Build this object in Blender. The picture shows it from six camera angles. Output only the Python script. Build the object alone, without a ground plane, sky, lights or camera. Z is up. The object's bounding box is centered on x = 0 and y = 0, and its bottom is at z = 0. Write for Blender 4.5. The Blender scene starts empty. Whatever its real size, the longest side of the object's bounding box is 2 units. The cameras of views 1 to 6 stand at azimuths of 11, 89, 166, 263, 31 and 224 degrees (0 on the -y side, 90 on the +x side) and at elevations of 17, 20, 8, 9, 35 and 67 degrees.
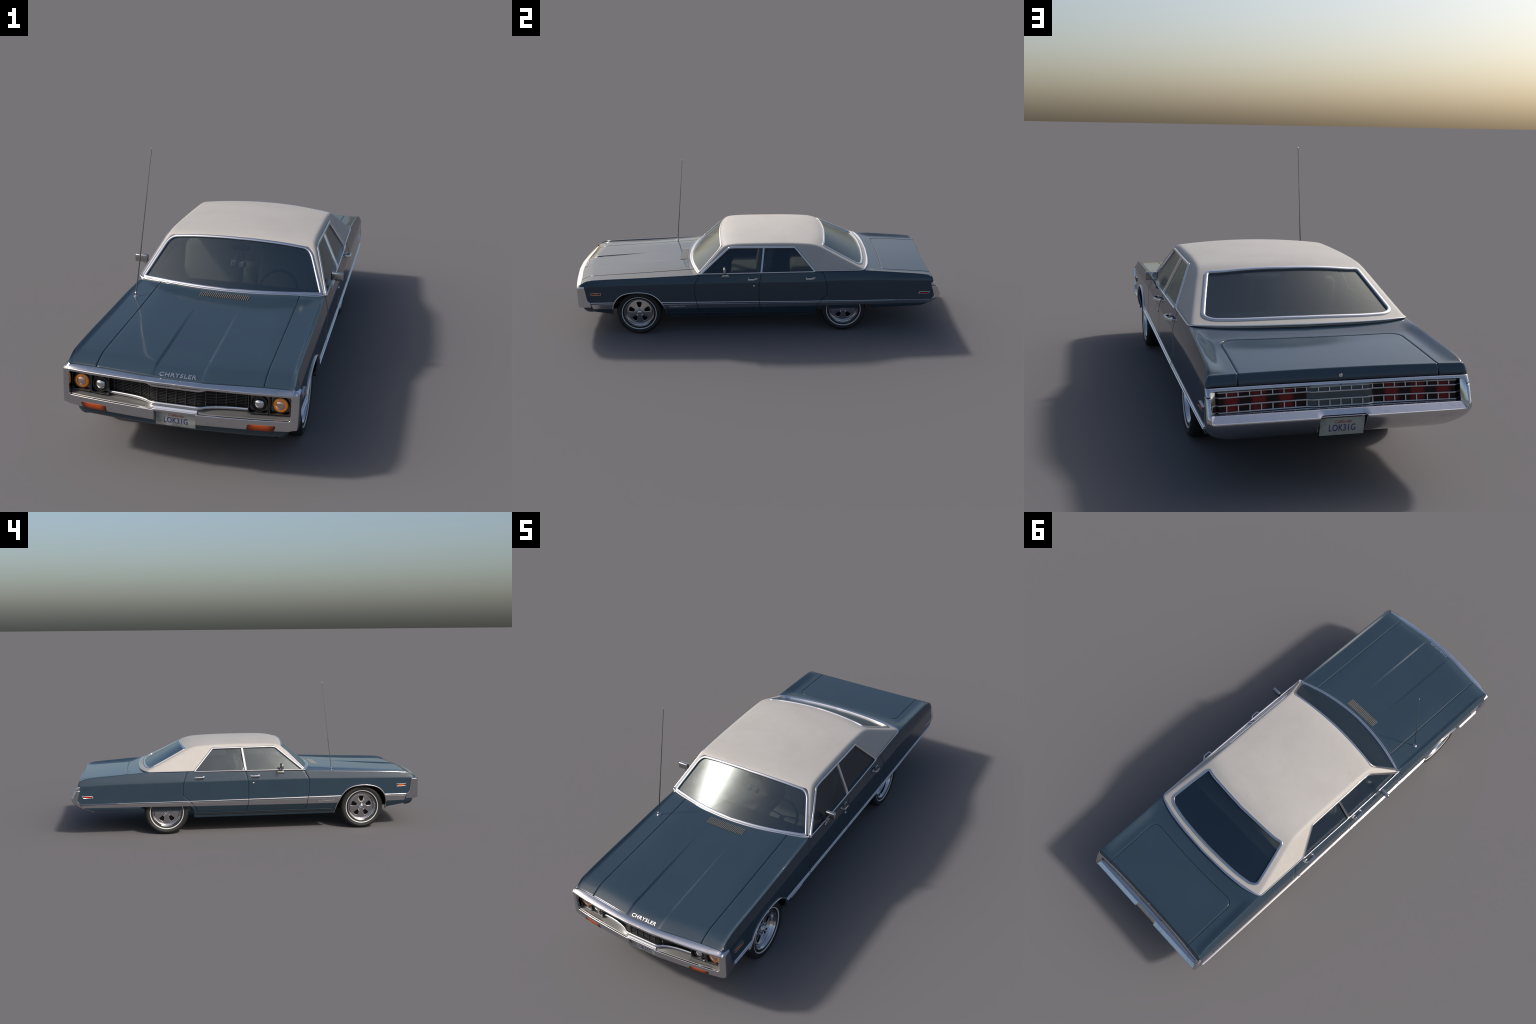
import bpy, bmesh, math
import numpy as np
from mathutils import Vector, Matrix
from mathutils.geometry import delaunay_2d_cdt

# =====================================================================
#  Four-door sedan of the early seventies: dark blue paint, cream vinyl
#  roof, loop bumpers.  Car-local frame: x = 0 is the symmetry plane,
#  front is -y, z up.  The root sits 9 mm off the world axis because the
#  two wing mirrors reach out by different amounts.
# =====================================================================
AXIS = 0.009

# ------------------------------------------------------------------ materials
def new_mat(name):
    m = bpy.data.materials.new(name)
    m.use_nodes = True
    nt = m.node_tree
    return m, nt, nt.nodes["Principled BSDF"]

def node(nt, kind, **kw):
    n = nt.nodes.new(kind)
    for k, v in kw.items():
        setattr(n, k, v)
    return n

def obj_coord(nt, scale=(1, 1, 1), loc=(0, 0, 0)):
    tc = node(nt, "ShaderNodeTexCoord")
    mp = node(nt, "ShaderNodeMapping")
    mp.inputs["Scale"].default_value = scale
    mp.inputs["Location"].default_value = loc
    nt.links.new(tc.outputs["Object"], mp.inputs["Vector"])
    return mp.outputs["Vector"]

def noise(nt, vec, scale, detail=4, rough=.55):
    n = node(nt, "ShaderNodeTexNoise")
    n.inputs["Scale"].default_value = scale
    n.inputs["Detail"].default_value = detail
    n.inputs["Roughness"].default_value = rough
    nt.links.new(vec, n.inputs["Vector"])
    return n.outputs["Fac"]

def ramp(nt, fac, stops):
    r = node(nt, "ShaderNodeValToRGB")
    while len(r.color_ramp.elements) < len(stops):
        r.color_ramp.elements.new(.5)
    for e, (p, c) in zip(r.color_ramp.elements, stops):
        e.position = p
        e.color = (*c, 1) if len(c) == 3 else c
    nt.links.new(fac, r.inputs["Fac"])
    return r.outputs["Color"]

def grey_map(nt, fac, a, b, p0=.3, p1=.7):
    m = node(nt, "ShaderNodeMapRange")
    m.inputs["From Min"].default_value = p0
    m.inputs["From Max"].default_value = p1
    m.inputs["To Min"].default_value = a
    m.inputs["To Max"].default_value = b
    nt.links.new(fac, m.inputs["Value"])
    return m.outputs["Result"]

def bump(nt, bsdf, fac, strength, dist=.001):
    b = node(nt, "ShaderNodeBump")
    b.inputs["Strength"].default_value = strength
    b.inputs["Distance"].default_value = dist
    nt.links.new(fac, b.inputs["Height"])
    nt.links.new(b.outputs["Normal"], bsdf.inputs["Normal"])

def plain(name, col, rough=.5, metal=0., **kw):
    m, nt, b = new_mat(name)
    b.inputs["Base Color"].default_value = (*col, 1)
    b.inputs["Roughness"].default_value = rough
    b.inputs["Metallic"].default_value = metal
    for k, v in kw.items():
        b.inputs[k.replace("_", " ")].default_value = v
    return m

def make_paint():
    m, nt, b = new_mat("blue_paint")
    v = obj_coord(nt)
    n = noise(nt, v, 7, 3)
    c = ramp(nt, n, [(.3, (.0240, .0435, .0630)), (.7, (.0255, .0460, .0670))])
    nt.links.new(c, b.inputs["Base Color"])
    b.inputs["Roughness"].default_value = .10
    b.inputs["Specular IOR Level"].default_value = .5
    return m

def make_vinyl():
    m, nt, b = new_mat("cream_vinyl")
    v = obj_coord(nt)
    a = noise(nt, v, 9, 6, .65)
    base = ramp(nt, a, [(.30, (.43, .40, .365)), (.55, (.455, .425, .39)), (.75, (.47, .44, .405))])
    spots = noise(nt, v, 34, 5, .7)
    worn = noise(nt, v, 5.5, 2, .5)
    mul = node(nt, "ShaderNodeMath", operation="MULTIPLY")
    nt.links.new(grey_map(nt, spots, 0, 1, .60, .72), mul.inputs[0])
    nt.links.new(grey_map(nt, worn, 0, .55, .52, .62), mul.inputs[1])
    mix = node(nt, "ShaderNodeMix", data_type="RGBA")
    nt.links.new(mul.outputs[0], mix.inputs["Factor"])
    nt.links.new(base, mix.inputs[6])
    mix.inputs[7].default_value = (.33, .315, .29, 1)
    nt.links.new(mix.outputs[2], b.inputs["Base Color"])
    b.inputs["Roughness"].default_value = .55
    b.inputs["Specular IOR Level"].default_value = .35
    fine = noise(nt, v, 420, 2)
    bump(nt, b, fine, .12, .0006)
    return m

def make_chrome(name, col=(.66, .65, .66), r0=.05, r1=.16):
    m, nt, b = new_mat(name)
    v = obj_coord(nt)
    n = noise(nt, v, 26, 6, .7)
    b.inputs["Base Color"].default_value = (*col, 1)
    b.inputs["Metallic"].default_value = 1
    nt.links.new(grey_map(nt, n, r0, r1, .35, .75), b.inputs["Roughness"])
    return m

def make_bumper_chrome():
    m, nt, b = new_mat("bumper_chrome")
    v = obj_coord(nt)
    n = noise(nt, v, 30, 8, .75)
    c = ramp(nt, n, [(.28, (.50, .495, .50)), (.45, (.63, .62, .63)), (.8, (.68, .67, .68))])
    nt.links.new(c, b.inputs["Base Color"])
    b.inputs["Metallic"].default_value = 1
    nt.links.new(grey_map(nt, n, .15, .07, .3, .6), b.inputs["Roughness"])
    return m

def make_glass():
    m = bpy.data.materials.new("tinted_glass")
    m.use_nodes = True
    nt = m.node_tree
    for n in list(nt.nodes):
        nt.nodes.remove(n)
    out = node(nt, "ShaderNodeOutputMaterial")
    v = obj_coord(nt)
    n = noise(nt, v, 14, 5, .6)
    gl = node(nt, "ShaderNodeBsdfGlossy")
    gl.inputs["Color"].default_value = (.93, 1.0, .98, 1)
    nt.links.new(grey_map(nt, n, .18, .23, .3, .7), gl.inputs["Roughness"])
    tr = node(nt, "ShaderNodeBsdfTransparent")
    tr.inputs["Color"].default_value = (.86, .95, .96, 1)
    df = node(nt, "ShaderNodeBsdfDiffuse")
    df.inputs["Color"].default_value = (.011, .023, .042, 1)
    low = node(nt, "ShaderNodeMixShader"); low.inputs[0].default_value = .66
    nt.links.new(tr.outputs[0], low.inputs[1]); nt.links.new(df.outputs[0], low.inputs[2])
    fr = node(nt, "ShaderNodeFresnel")
    fr.inputs["IOR"].default_value = 1.5
    mix = node(nt, "ShaderNodeMixShader")
    nt.links.new(fr.outputs[0], mix.inputs[0])
    nt.links.new(low.outputs[0], mix.inputs[1])
    nt.links.new(gl.outputs[0], mix.inputs[2])
    nt.links.new(mix.outputs[0], out.inputs["Surface"])
    return m

def make_tail_lens():
    m, nt, b = new_mat("red_tail_lens")
    tc = node(nt, "ShaderNodeTexCoord")
    sep = node(nt, "ShaderNodeSeparateXYZ")
    nt.links.new(tc.outputs["Object"], sep.inputs[0])
    ab = node(nt, "ShaderNodeMath", operation="ABSOLUTE")
    nt.links.new(sep.outputs["X"], ab.inputs[0])
    # bulb glow painted into the red: three spots per side, 7 cm apart
    sub = node(nt, "ShaderNodeMath", operation="SUBTRACT")
    nt.links.new(ab.outputs[0], sub.inputs[0]); sub.inputs[1].default_value = .1395
    pp = node(nt, "ShaderNodeMath", operation="PINGPONG")
    nt.links.new(sub.outputs[0], pp.inputs[0]); pp.inputs[1].default_value = .035
    glow = grey_map(nt, pp.outputs[0], 1, 0, .012, .022)
    rib = node(nt, "ShaderNodeMath", operation="PINGPONG")
    nt.links.new(ab.outputs[0], rib.inputs[0]); rib.inputs[1].default_value = .0017
    ribf = grey_map(nt, rib.outputs[0], .55, 1.0, 0., .0017)
    mul = node(nt, "ShaderNodeMath", operation="MULTIPLY")
    nt.links.new(glow, mul.inputs[0]); nt.links.new(ribf, mul.inputs[1])
    c = ramp(nt, mul.outputs[0], [(0, (.013, .0025, .003)), (1, (.24, .014, .015))])
    nt.links.new(c, b.inputs["Base Color"])
    b.inputs["Roughness"].default_value = .30
    b.inputs["Specular IOR Level"].default_value = .2
    bump(nt, b, rib.outputs[0], .25, .5)
    return m

def make_plate():
    m, nt, b = new_mat("license_plate_enamel")
    v = obj_coord(nt)
    n = noise(nt, v, 22, 7, .7)
    c = ramp(nt, n, [(.30, (.13, .145, .13)), (.45, (.30, .315, .285)), (.62, (.37, .38, .345))])
    nt.links.new(c, b.inputs["Base Color"])
    b.inputs["Roughness"].default_value = .5
    return m

def make_rubber():
    m, nt, b = new_mat("tyre_rubber")
    v = obj_coord(nt)
    n = noise(nt, v, 30, 5)
    c = ramp(nt, n, [(.3, (.008, .008, .008)), (.7, (.014, .0135, .013))])
    nt.links.new(c, b.inputs["Base Color"])
    b.inputs["Roughness"].default_value = .62
    return m

def make_amber(name, lo, hi, axis_scale):
    m, nt, b = new_mat(name)
    tc = node(nt, "ShaderNodeTexCoord")
    sep = node(nt, "ShaderNodeSeparateXYZ")
    nt.links.new(tc.outputs["Generated"], sep.inputs[0])
    pp = node(nt, "ShaderNodeMath", operation="PINGPONG")
    nt.links.new(sep.outputs[axis_scale], pp.inputs[0]); pp.inputs[1].default_value = .5
    c = ramp(nt, pp.outputs[0], [(.02, lo), (.30, hi)])
    nt.links.new(c, b.inputs["Base Color"])
    b.inputs["Specular IOR Level"].default_value = .2
    b.inputs["Roughness"].default_value = .4
    return m

PAINT = make_paint()
VINYL = make_vinyl()
CHROME = make_chrome("trim_chrome", (.70, .69, .70), .06, .14)
BUMPER = make_bumper_chrome()
WHEELCHROME = make_chrome("wheel_chrome", (.62, .61, .62), .07, .16)
GLASS = make_glass()
TAIL = make_tail_lens()
PLATE = make_plate()
RUBBER = make_rubber()
TURN = make_amber("amber_turn_lens", (.03, .012, .008), (.36, .062, .014), "X")
SIDE_AMBER = make_amber("amber_marker_lens", (.05, .012, .003), (.42, .085, .008), "Y")
SIDE_RED = make_amber("red_marker_lens", (.05, .002, .002), (.40, .004, .004), "Y")
WHITEWALL = plain("whitewall_rubber", (.62, .61, .59), .5)
BLACK = plain("black_underbody", (.008, .008, .008), .8)
DARKPLASTIC = plain("black_plastic", (.022, .022, .022), .42)
GRILLE = plain("black_grille_plastic", (.028, .027, .027), .38)
TRAY = plain("satin_tray_metal", (.17, .167, .16), .40, .5)
LAMPBOX = make_chrome("dark_lamp_housing", (.17, .17, .17), .25, .35)
SATIN = make_chrome("satin_panel_metal", (.085, .098, .105), .38, .48)
BARBLUE = make_chrome("tail_bar_metal", (.50, .53, .56), .20, .30)
AMBERRING = plain("amber_lamp_glass", (1.0, .30, .014), .30)  # base colour pushed brighter so the recessed ring looks lit, no emission
AMBERLENS = plain("amber_lamp_centre", (.62, .42, .35), .08, .85)
CLEARLENS = plain("clear_lamp_reflector", (.70, .69, .69), .05, 1.)
LETTER = plain("letter_metal", (.62, .62, .63), .25, 1.)
INK = plain("plate_blue_ink", (.050, .045, .17), .5)
REDINK = plain("plate_red_ink", (.36, .07, .055), .5)
SEAT = plain("beige_seat_cloth", (.50, .45, .38), .75)
DASH = plain("dark_blue_dash", (.020, .035, .05), .5)
DICEWHITE = plain("dice_plush", (.62, .60, .60), .9)
MIRRORGLASS = plain("mirror_glass", (.55, .56, .58), .03, 1.)
CAST = make_chrome("mirror_casing_metal", (.46, .455, .44), .22, .34)

# ------------------------------------------------------------------ object helpers
ROOT = bpy.data.objects.new("sedan_car", None)
ROOT.location = (AXIS, 0, 0)
ROOT["label"] = "dark blue four-door sedan with cream vinyl roof and chrome trim"
ROOT["category"] = "car"
bpy.context.scene.collection.objects.link(ROOT)

def finish_mesh(me, angle):
    bm = bmesh.new(); bm.from_mesh(me)
    bmesh.ops.remove_doubles(bm, verts=bm.verts, dist=2e-6)
    lim = math.radians(angle)
    for f in bm.faces:
        f.smooth = True
    for e in bm.edges:
        if len(e.link_faces) == 2 and e.calc_face_angle(0) > lim:
            e.smooth = False
    bm.to_mesh(me); bm.free()

def link(name, me, parent=None):
    ob = bpy.data.objects.new(name, me)
    bpy.context.scene.collection.objects.link(ob)
    ob.parent = parent or ROOT
    return ob

def add(name, V, F, mat, parent=None, angle=35):
    me = bpy.data.meshes.new(name)
    me.from_pydata([tuple(map(float, p)) for p in V], [], [tuple(map(int, f)) for f in F])
    me.materials.append(mat)
    finish_mesh(me, angle)
    return link(name, me, parent)

def flip(V, F):
    V = np.array(V, float).copy(); V[:, 0] *= -1
    return V, [tuple(reversed(f)) for f in F]

def add_pair(name, V, F, mat, parents=(None, None), angle=35):
    a = add(name, V, F, mat, parents[0], angle)
    b = add(name, *flip(V, F), mat, parents[1], angle)
    return a, b

class Bag:
    """collects several shells into one mesh"""
    def __init__(s): s.V, s.F = [], []
    def put(s, V, F):
        o = len(s.V); s.V.extend(np.asarray(V, float).tolist())
        s.F.extend(tuple(i + o for i in f) for f in F)
        return s
    def both(s, V, F):
        return s.put(V, F).put(*flip(V, F))

# ------------------------------------------------------------------ curve helpers
def pchip(*pts):
    X = np.array([p[0] for p in pts], float); Y = np.array([p[1] for p in pts], float)
    h = np.diff(X); d = np.diff(Y) / h
    m = np.zeros_like(X); m[0], m[-1] = d[0], d[-1]
    for i in range(1, len(X) - 1):
        if d[i - 1] * d[i] > 0:
            w1, w2 = 2 * h[i] + h[i - 1], h[i] + 2 * h[i - 1]
            m[i] = (w1 + w2) / (w1 / d[i - 1] + w2 / d[i])
    def f(x):
        x = np.asarray(x, float); xc = np.clip(x, X[0], X[-1])
        i = np.clip(np.searchsorted(X, xc) - 1, 0, len(X) - 2)
        t = (xc - X[i]) / h[i]
        r = ((2 * t**3 - 3 * t**2 + 1) * Y[i] + (t**3 - 2 * t**2 + t) * h[i] * m[i]
             + (3 * t**2 - 2 * t**3) * Y[i + 1] + (t**3 - t**2) * h[i] * m[i + 1])
        return r + np.where(x < X[0], (x - X[0]) * m[0], 0) + np.where(x > X[-1], (x - X[-1]) * m[-1], 0)
    return f

def sstep(x, a, b):
    t = np.clip((np.asarray(x, float) - a) / (b - a), 0, 1)
    return t * t * (3 - 2 * t)

def softmin(k, *fs):
    f = np.array(np.broadcast_arrays(*fs)); m = f.min(0)
    return m - k * np.log(np.exp(-(f - m) / k).sum(0))

def dense(pts, step=.006, closed=True):
    P = np.array(pts, float); out = []
    n = len(P) if closed else len(P) - 1
    for i in range(n):
        a, b = P[i], P[(i + 1) % len(P)]
        k = max(1, int(math.ceil(np.linalg.norm(b - a) / step)))
        out += [a + (b - a) * j / k for j in range(k)]
    if not closed: out.append(P[-1])
    return np.array(out)

def fillet(pts, radii, closed=True, seg=6):
    """round the corners of a polyline; radii per vertex (0 keeps it sharp)"""
    P = [np.array(p, float) for p in pts]; n = len(P); out = []
    if np.isscalar(radii): radii = [radii] * n
    for i in range(n):
        r = radii[i]
        if r <= 0 or (not closed and i in (0, n - 1)):
            out.append(P[i]); continue
        a, b, c = P[i - 1], P[i], P[(i + 1) % n]
        la, lc = np.linalg.norm(a - b), np.linalg.norm(c - b)
        d = min(r, la * .48, lc * .48)
        p, q = b + (a - b) / la * d, b + (c - b) / lc * d
        for j in range(seg + 1):
            t = j / seg
            out.append((1 - t)**2 * p + 2 * t * (1 - t) * b + t * t * q)
    return np.array(out)

def area(L):
    x, y = L[:, 0], L[:, 1]
    return .5 * np.sum(x * np.roll(y, -1) - y * np.roll(x, -1))

def inset(L, d):
    """offset a closed loop to its left by d (d may be per-vertex)"""
    a, c = np.roll(L, 1, 0), np.roll(L, -1, 0)
    def nrm(v):
        v = np.stack([-v[:, 1], v[:, 0]], 1)
        return v / np.maximum(np.linalg.norm(v, axis=1, keepdims=True), 1e-12)
    n1, n2 = nrm(L - a), nrm(c - L)
    b = n1 + n2; l = np.linalg.norm(b, axis=1, keepdims=True); b = b / np.maximum(l, 1e-9)
    k = 1 / np.clip((b * n1).sum(1), .45, 1)
    return L + b * (np.asarray(d) * k)[:, None]

def inside(P, L):
    x, y = P[:, 0], P[:, 1]; r = np.zeros(len(P), bool)
    for (x1, y1), (x2, y2) in zip(L, np.roll(L, -1, 0)):
        if y1 == y2: continue
        hit = ((y1 > y) != (y2 > y)) & (x < (x2 - x1) * (y - y1) / (y2 - y1) + x1)
        r ^= hit
    return r

def surf_normal(surf, uv, sign):
    e = 2e-4
    du = surf(uv[:, 0] + e, uv[:, 1]) - surf(uv[:, 0] - e, uv[:, 1])
    dv = surf(uv[:, 0], uv[:, 1] + e) - surf(uv[:, 0], uv[:, 1] - e)
    n = np.cross(du, dv) * sign
    return n / np.maximum(np.linalg.norm(n, axis=1, keepdims=True), 1e-12)

def panel(loop, surf, sign=1, step=(.010, .004), bevel=.003, depth=.010, holes=(), free=None, extra=()):
    """sheet-metal panel: a closed outline in the (u, v) space of a surface is
    filled, its border rolled over by `bevel` and turned in by `depth`."""
    loops = []
    for i, L in enumerate([loop, *holes]):
        L = np.array(L, float)
        if (area(L) > 0) != (i == 0): L = L[::-1]
        loops.append(L)
    layers = [(1.0, 0.0), (.45, .10), (.12, .38), (0., .8)]
    su, sv = step
    pts, edges, rings = [], [], []
    for i, L in enumerate(loops):
        w = np.full(len(L), bevel)
        if free is not None: w = np.where(free(L), 1e-7, w)
        I = inset(L, w)
        base = len(pts)
        pts += I.tolist()
        edges += [(base + j, base + (j + 1) % len(L)) for j in range(len(L))]
        rings.append((L, w, base))
    L0 = np.array(pts[:len(loops[0])])
    lo, hi = L0.min(0), L0.max(0)
    gu, gv = np.meshgrid(np.arange(lo[0] + su * .5, hi[0], su), np.arange(lo[1] + sv * .5, hi[1], sv))
    gu[1::2] += su * .5
    G = np.stack([gu.ravel(), gv.ravel()], 1)
    for (a0, a1, da), (b0, b1, db) in extra:           # finer patches where the surface bends
        G = G[~((G[:, 0] > a0) & (G[:, 0] < a1) & (G[:, 1] > b0) & (G[:, 1] < b1))]
        ea, eb = np.meshgrid(np.arange(a0, a1, da), np.arange(b0, b1, db))
        ea = ea + 1e-5 * np.sin(37 * eb); G = np.vstack([G, np.stack([ea.ravel(), eb.ravel()], 1)])
    keep = inside(G, L0)
    for L, w, base in rings[1:]:
        keep &= ~inside(G, np.array(pts[base:base + len(L)]))
    G = G[keep]
    B = np.array(pts) / [su, sv]
    if len(G):
        Gs = G / [su, sv]; ok = np.ones(len(G), bool)
        for k in range(0, len(G), 4000):
            d = ((Gs[k:k + 4000, None] - B[None])**2).sum(2).min(1)
            ok[k:k + 4000] = d > (.30 if not extra else .02)
        G = G[ok]
    P = np.vstack([np.array(pts), G]) if len(G) else np.array(pts)
    q = [Vector((a / su, b / sv)) for a, b in P]
    ov, oe, of, iv, _, _ = delaunay_2d_cdt(q, edges, [], 0, 1e-7)
    uv = np.array([(v.x * su, v.y * sv) for v in ov])
    idx = {}
    for k, src in enumerate(iv):
        for s_ in src: idx[s_] = k
    V = surf(uv[:, 0], uv[:, 1]).tolist()
    F = []
    C = np.array([uv[list(f)].mean(0) for f in of])
    good = inside(C, np.array(pts[:len(loops[0])]))
    for L, w, base in rings[1:]:
        good &= ~inside(C, np.array(pts[base:base + len(L)]))
    for f, g in zip(of, good):
        if g: F.append(tuple(f) if sign > 0 else tuple(reversed(f)))
    for L, w, base in rings:
        n = len(L)
        prev = [idx[base + j] for j in range(n)]
        lay = layers[1:] + [(0., None)]
        for fr, dp in lay:
            U = inset(L, w * fr)
            N = surf_normal(surf, U, sign)
            dd = (w * dp) if dp is not None else np.where(w < 1e-5, 0, depth)
            Q = surf(U[:, 0], U[:, 1]) - N * dd[:, None]
            o = len(V); V += Q.tolist()
            for j in range(n):
                k = (j + 1) % n
                f = (prev[j], o + j, o + k, prev[k])
                F.append(f if sign > 0 else tuple(reversed(f)))
            prev = [o + j for j in range(n)]
    return np.array(V), F

def grid(P, closed_u=False):
    """quads over an (n, m, 3) array"""
    n, m = P.shape[:2]; F = []
    for i in range(n if closed_u else n - 1):
        for j in range(m - 1):
            a, b = i * m + j, ((i + 1) % n) * m + j
            F.append((a, b, b + 1, a + 1))
    return P.reshape(-1, 3), F

def sweep(path, normals, profile, closed=False, cap=True):
    """sweep a closed (b, n) profile along a path; n follows `normals`"""
    P = np.array(path, float); N = np.array(normals, float)
    if N.ndim == 1: N = np.repeat(N[None], len(P), 0)
    if closed: T = np.roll(P, -1, 0) - np.roll(P, 1, 0)
    else: T = np.gradient(P, axis=0)
    T /= np.maximum(np.linalg.norm(T, axis=1, keepdims=True), 1e-12)
    N = N - (N * T).sum(1, keepdims=True) * T
    N /= np.maximum(np.linalg.norm(N, axis=1, keepdims=True), 1e-12)
    Bn = np.cross(T, N)
    # mitre widening at bends
    if closed: a, c = P - np.roll(P, 1, 0), np.roll(P, -1, 0) - P
    else: a = np.vstack([P[1:2] - P[:1], np.diff(P, axis=0)]); c = np.vstack([np.diff(P, axis=0), P[-1:] - P[-2:-1]])
    a = a / np.maximum(np.linalg.norm(a, axis=1, keepdims=True), 1e-12); c = c / np.maximum(np.linalg.norm(c, axis=1, keepdims=True), 1e-12)
    k = 1 / np.clip(np.sqrt(np.clip((1 + (a * c).sum(1)) / 2, 0, 1)), .6, 1)
    pr = np.array(profile, float); m = len(pr)
    V = (P[:, None] + Bn[:, None] * (pr[None, :, :1] * k[:, None, None]) + N[:, None] * pr[None, :, 1:2])
    n = len(P); F = []
    for i in range(n if closed else n - 1):
        for j in range(m):
            i2, j2 = (i + 1) % n, (j + 1) % m
            F.append((i * m + j, i * m + j2, i2 * m + j2, i2 * m + j))
    if cap and not closed:
        F.append(tuple(range(m))[::-1]); F.append(tuple((n - 1) * m + j for j in range(m)))
    # orient outwards
    ar = .5 * np.sum(pr[:, 0] * np.roll(pr[:, 1], -1) - pr[:, 1] * np.roll(pr[:, 0], -1))
    if ar > 0: F = [tuple(reversed(f)) for f in F]
    return V.reshape(-1, 3), F

def bead(w, h, base=-.003):
    """half-round trim profile: w wide, h high"""
    pts = [(-w / 2, base), (-w / 2, h * .35)]
    pts += [(-w / 2 * math.cos(t), h * .35 + h * .65 * math.sin(t)) for t in np.linspace(.35, math.pi - .35, 7)]
    return pts + [(w / 2, h * .35), (w / 2, base)]

def ring_profile(r, n=10):
    return [(r * math.cos(t), r * math.sin(t)) for t in np.linspace(0, 2 * math.pi, n, endpoint=False)]

def lathe(prof, n=64):
    """profile of (r, x) pairs turned about the x axis, open at both ends"""
    pr = np.array(prof, float); a = np.linspace(0, 2 * math.pi, n, endpoint=False)
    P = np.stack([np.repeat(pr[None, :, 1], n, 0), np.cos(a)[:, None] * pr[None, :, 0], np.sin(a)[:, None] * pr[None, :, 0]], 2)
    return grid(P, True)

def rbox(size, r=.003, seg=2, loc=(0, 0, 0), taper=None):
    bm = bmesh.new()
    bmesh.ops.create_cube(bm, size=1)
    for v in bm.verts:
        v.co = Vector((v.co.x * size[0], v.co.y * size[1], v.co.z * size[2]))
        if taper: v.co = Vector(taper(*v.co))
    if r > 0:
        bmesh.ops.bevel(bm, geom=bm.edges[:], offset=r, segments=seg, profile=.5, affect='EDGES')
    bm.verts.index_update()
    V = np.array([tuple(v.co) for v in bm.verts]) + np.array(loc); F = [tuple(v.index for v in f.verts) for f in bm.faces]
    bm.free()
    return V, F

def text_mesh(body, size, extrude, bold=0.0, shear=0.0, xs=1.0, spacing=1.0, res=6):
    cu = bpy.data.curves.new("lettering", 'FONT')
    cu.body = body; cu.size = size; cu.extrude = extrude; cu.offset = bold; cu.shear = shear
    cu.align_x = 'CENTER'; cu.align_y = 'CENTER'; cu.space_character = spacing; cu.resolution_u = res
    ob = bpy.data.objects.new("lettering", cu)
    bpy.context.scene.collection.objects.link(ob)
    dg = bpy.context.evaluated_depsgraph_get(); dg.update()
    me = bpy.data.meshes.new_from_object(ob.evaluated_get(dg))
    V = np.array([tuple(v.co) for v in me.vertices]); F = [tuple(p.vertices) for p in me.polygons]
    bpy.data.objects.remove(ob); bpy.data.curves.remove(cu); bpy.data.meshes.remove(me)
    V[:, 0] -= (V[:, 0].min() + V[:, 0].max()) / 2; V[:, 1] -= (V[:, 1].min() + V[:, 1].max()) / 2
    V[:, 0] *= xs
    return V, F

# =====================================================================
#  BODY SURFACES
# =====================================================================
ridge_z = pchip((-.972, .281), (-.9575, .2915), (-.943, .302), (-.93, .3108), (-.912, .3182), (-.88, .3216), (-.63, .3318), (-.32, .3430), (0, .3475), (.3, .3525),
                (.58, .3542), (.645, .3515), (.78, .3418), (.90, .3312), (.925, .3268), (.94, .3200), (.95, .3115), (.957, .301), (.9636, .289), (.972, .278))
ridge_x = pchip((-.97, .3312), (-.9577, .3306), (-.91, .3308), (-.7, .3322), (-.478, .3322), (-.31, .3305), (0, .3325), (.32, .3310),
                (.57, .3280), (.646, .3285), (.78, .3295), (.90, .3320), (.93, .3340), (.9636, .3437))
crease_z0 = pchip((-.93, .2865), (-.708, .2916), (-.485, .2957), (-.33, .299), (0, .2990), (.25, .2982), (.35, .3005), (.55, .3005), (.75, .299), (.93, .2925), (.97, .288))
crease_x = pchip((-.97, .3415), (-.93, .3430), (-.6, .3452), (-.33, .3462), (0, .3472), (.4, .3480), (.8, .3476), (.97, .3462))
hood_front = pchip((0, -.9785), (.05, -.9775), (.0735, -.9762), (.246, -.9580), (.317, -.9540), (.335, -.9575))
glass_base = lambda x: -.369 + .589 * np.asarray(x)**2
trough_d = pchip((-.97, .0040), (-.915, .0080), (-.7, .0090), (-.5, .0076), (-.36, .0046), (-.32, .0025))
hood_mid = pchip((-1.0, .3082), (-.93, .3125), (-.905, .3140), (-.70, .3262), (-.51, .3374), (-.352, .3476), (-.33, .3488))

def hood_z(x, y):
    ax = np.abs(x)
    zt = ridge_z(np.maximum(y, -.912)) - trough_d(y)
    L = hood_mid(y)
    g = (ax - .212) / (.3175 - .212); g = .5 * (g + np.sqrt(g * g + .02))
    top = L - (L - zt) * np.minimum(g, 1.02)
    lipup = sstep(ax, .3160, np.maximum(ridge_x(y), .322) + .0015) * trough_d(y)
    fade = 1 - sstep(y, -.86, -.44)
    top = top + lipup - .0046 * fade * (1 - sstep(ax, .0700, .0750))
    q = np.asarray(y) - hood_front(ax)
    nose = .2915 + .47 * q - .0015 * (1 - sstep(ax, .068, .076))
    z = softmin(.0038, top, nose) + .0006
    return z + .0022 * sstep(np.asarray(y) - glass_base(ax), -.022, -.004)

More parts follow.
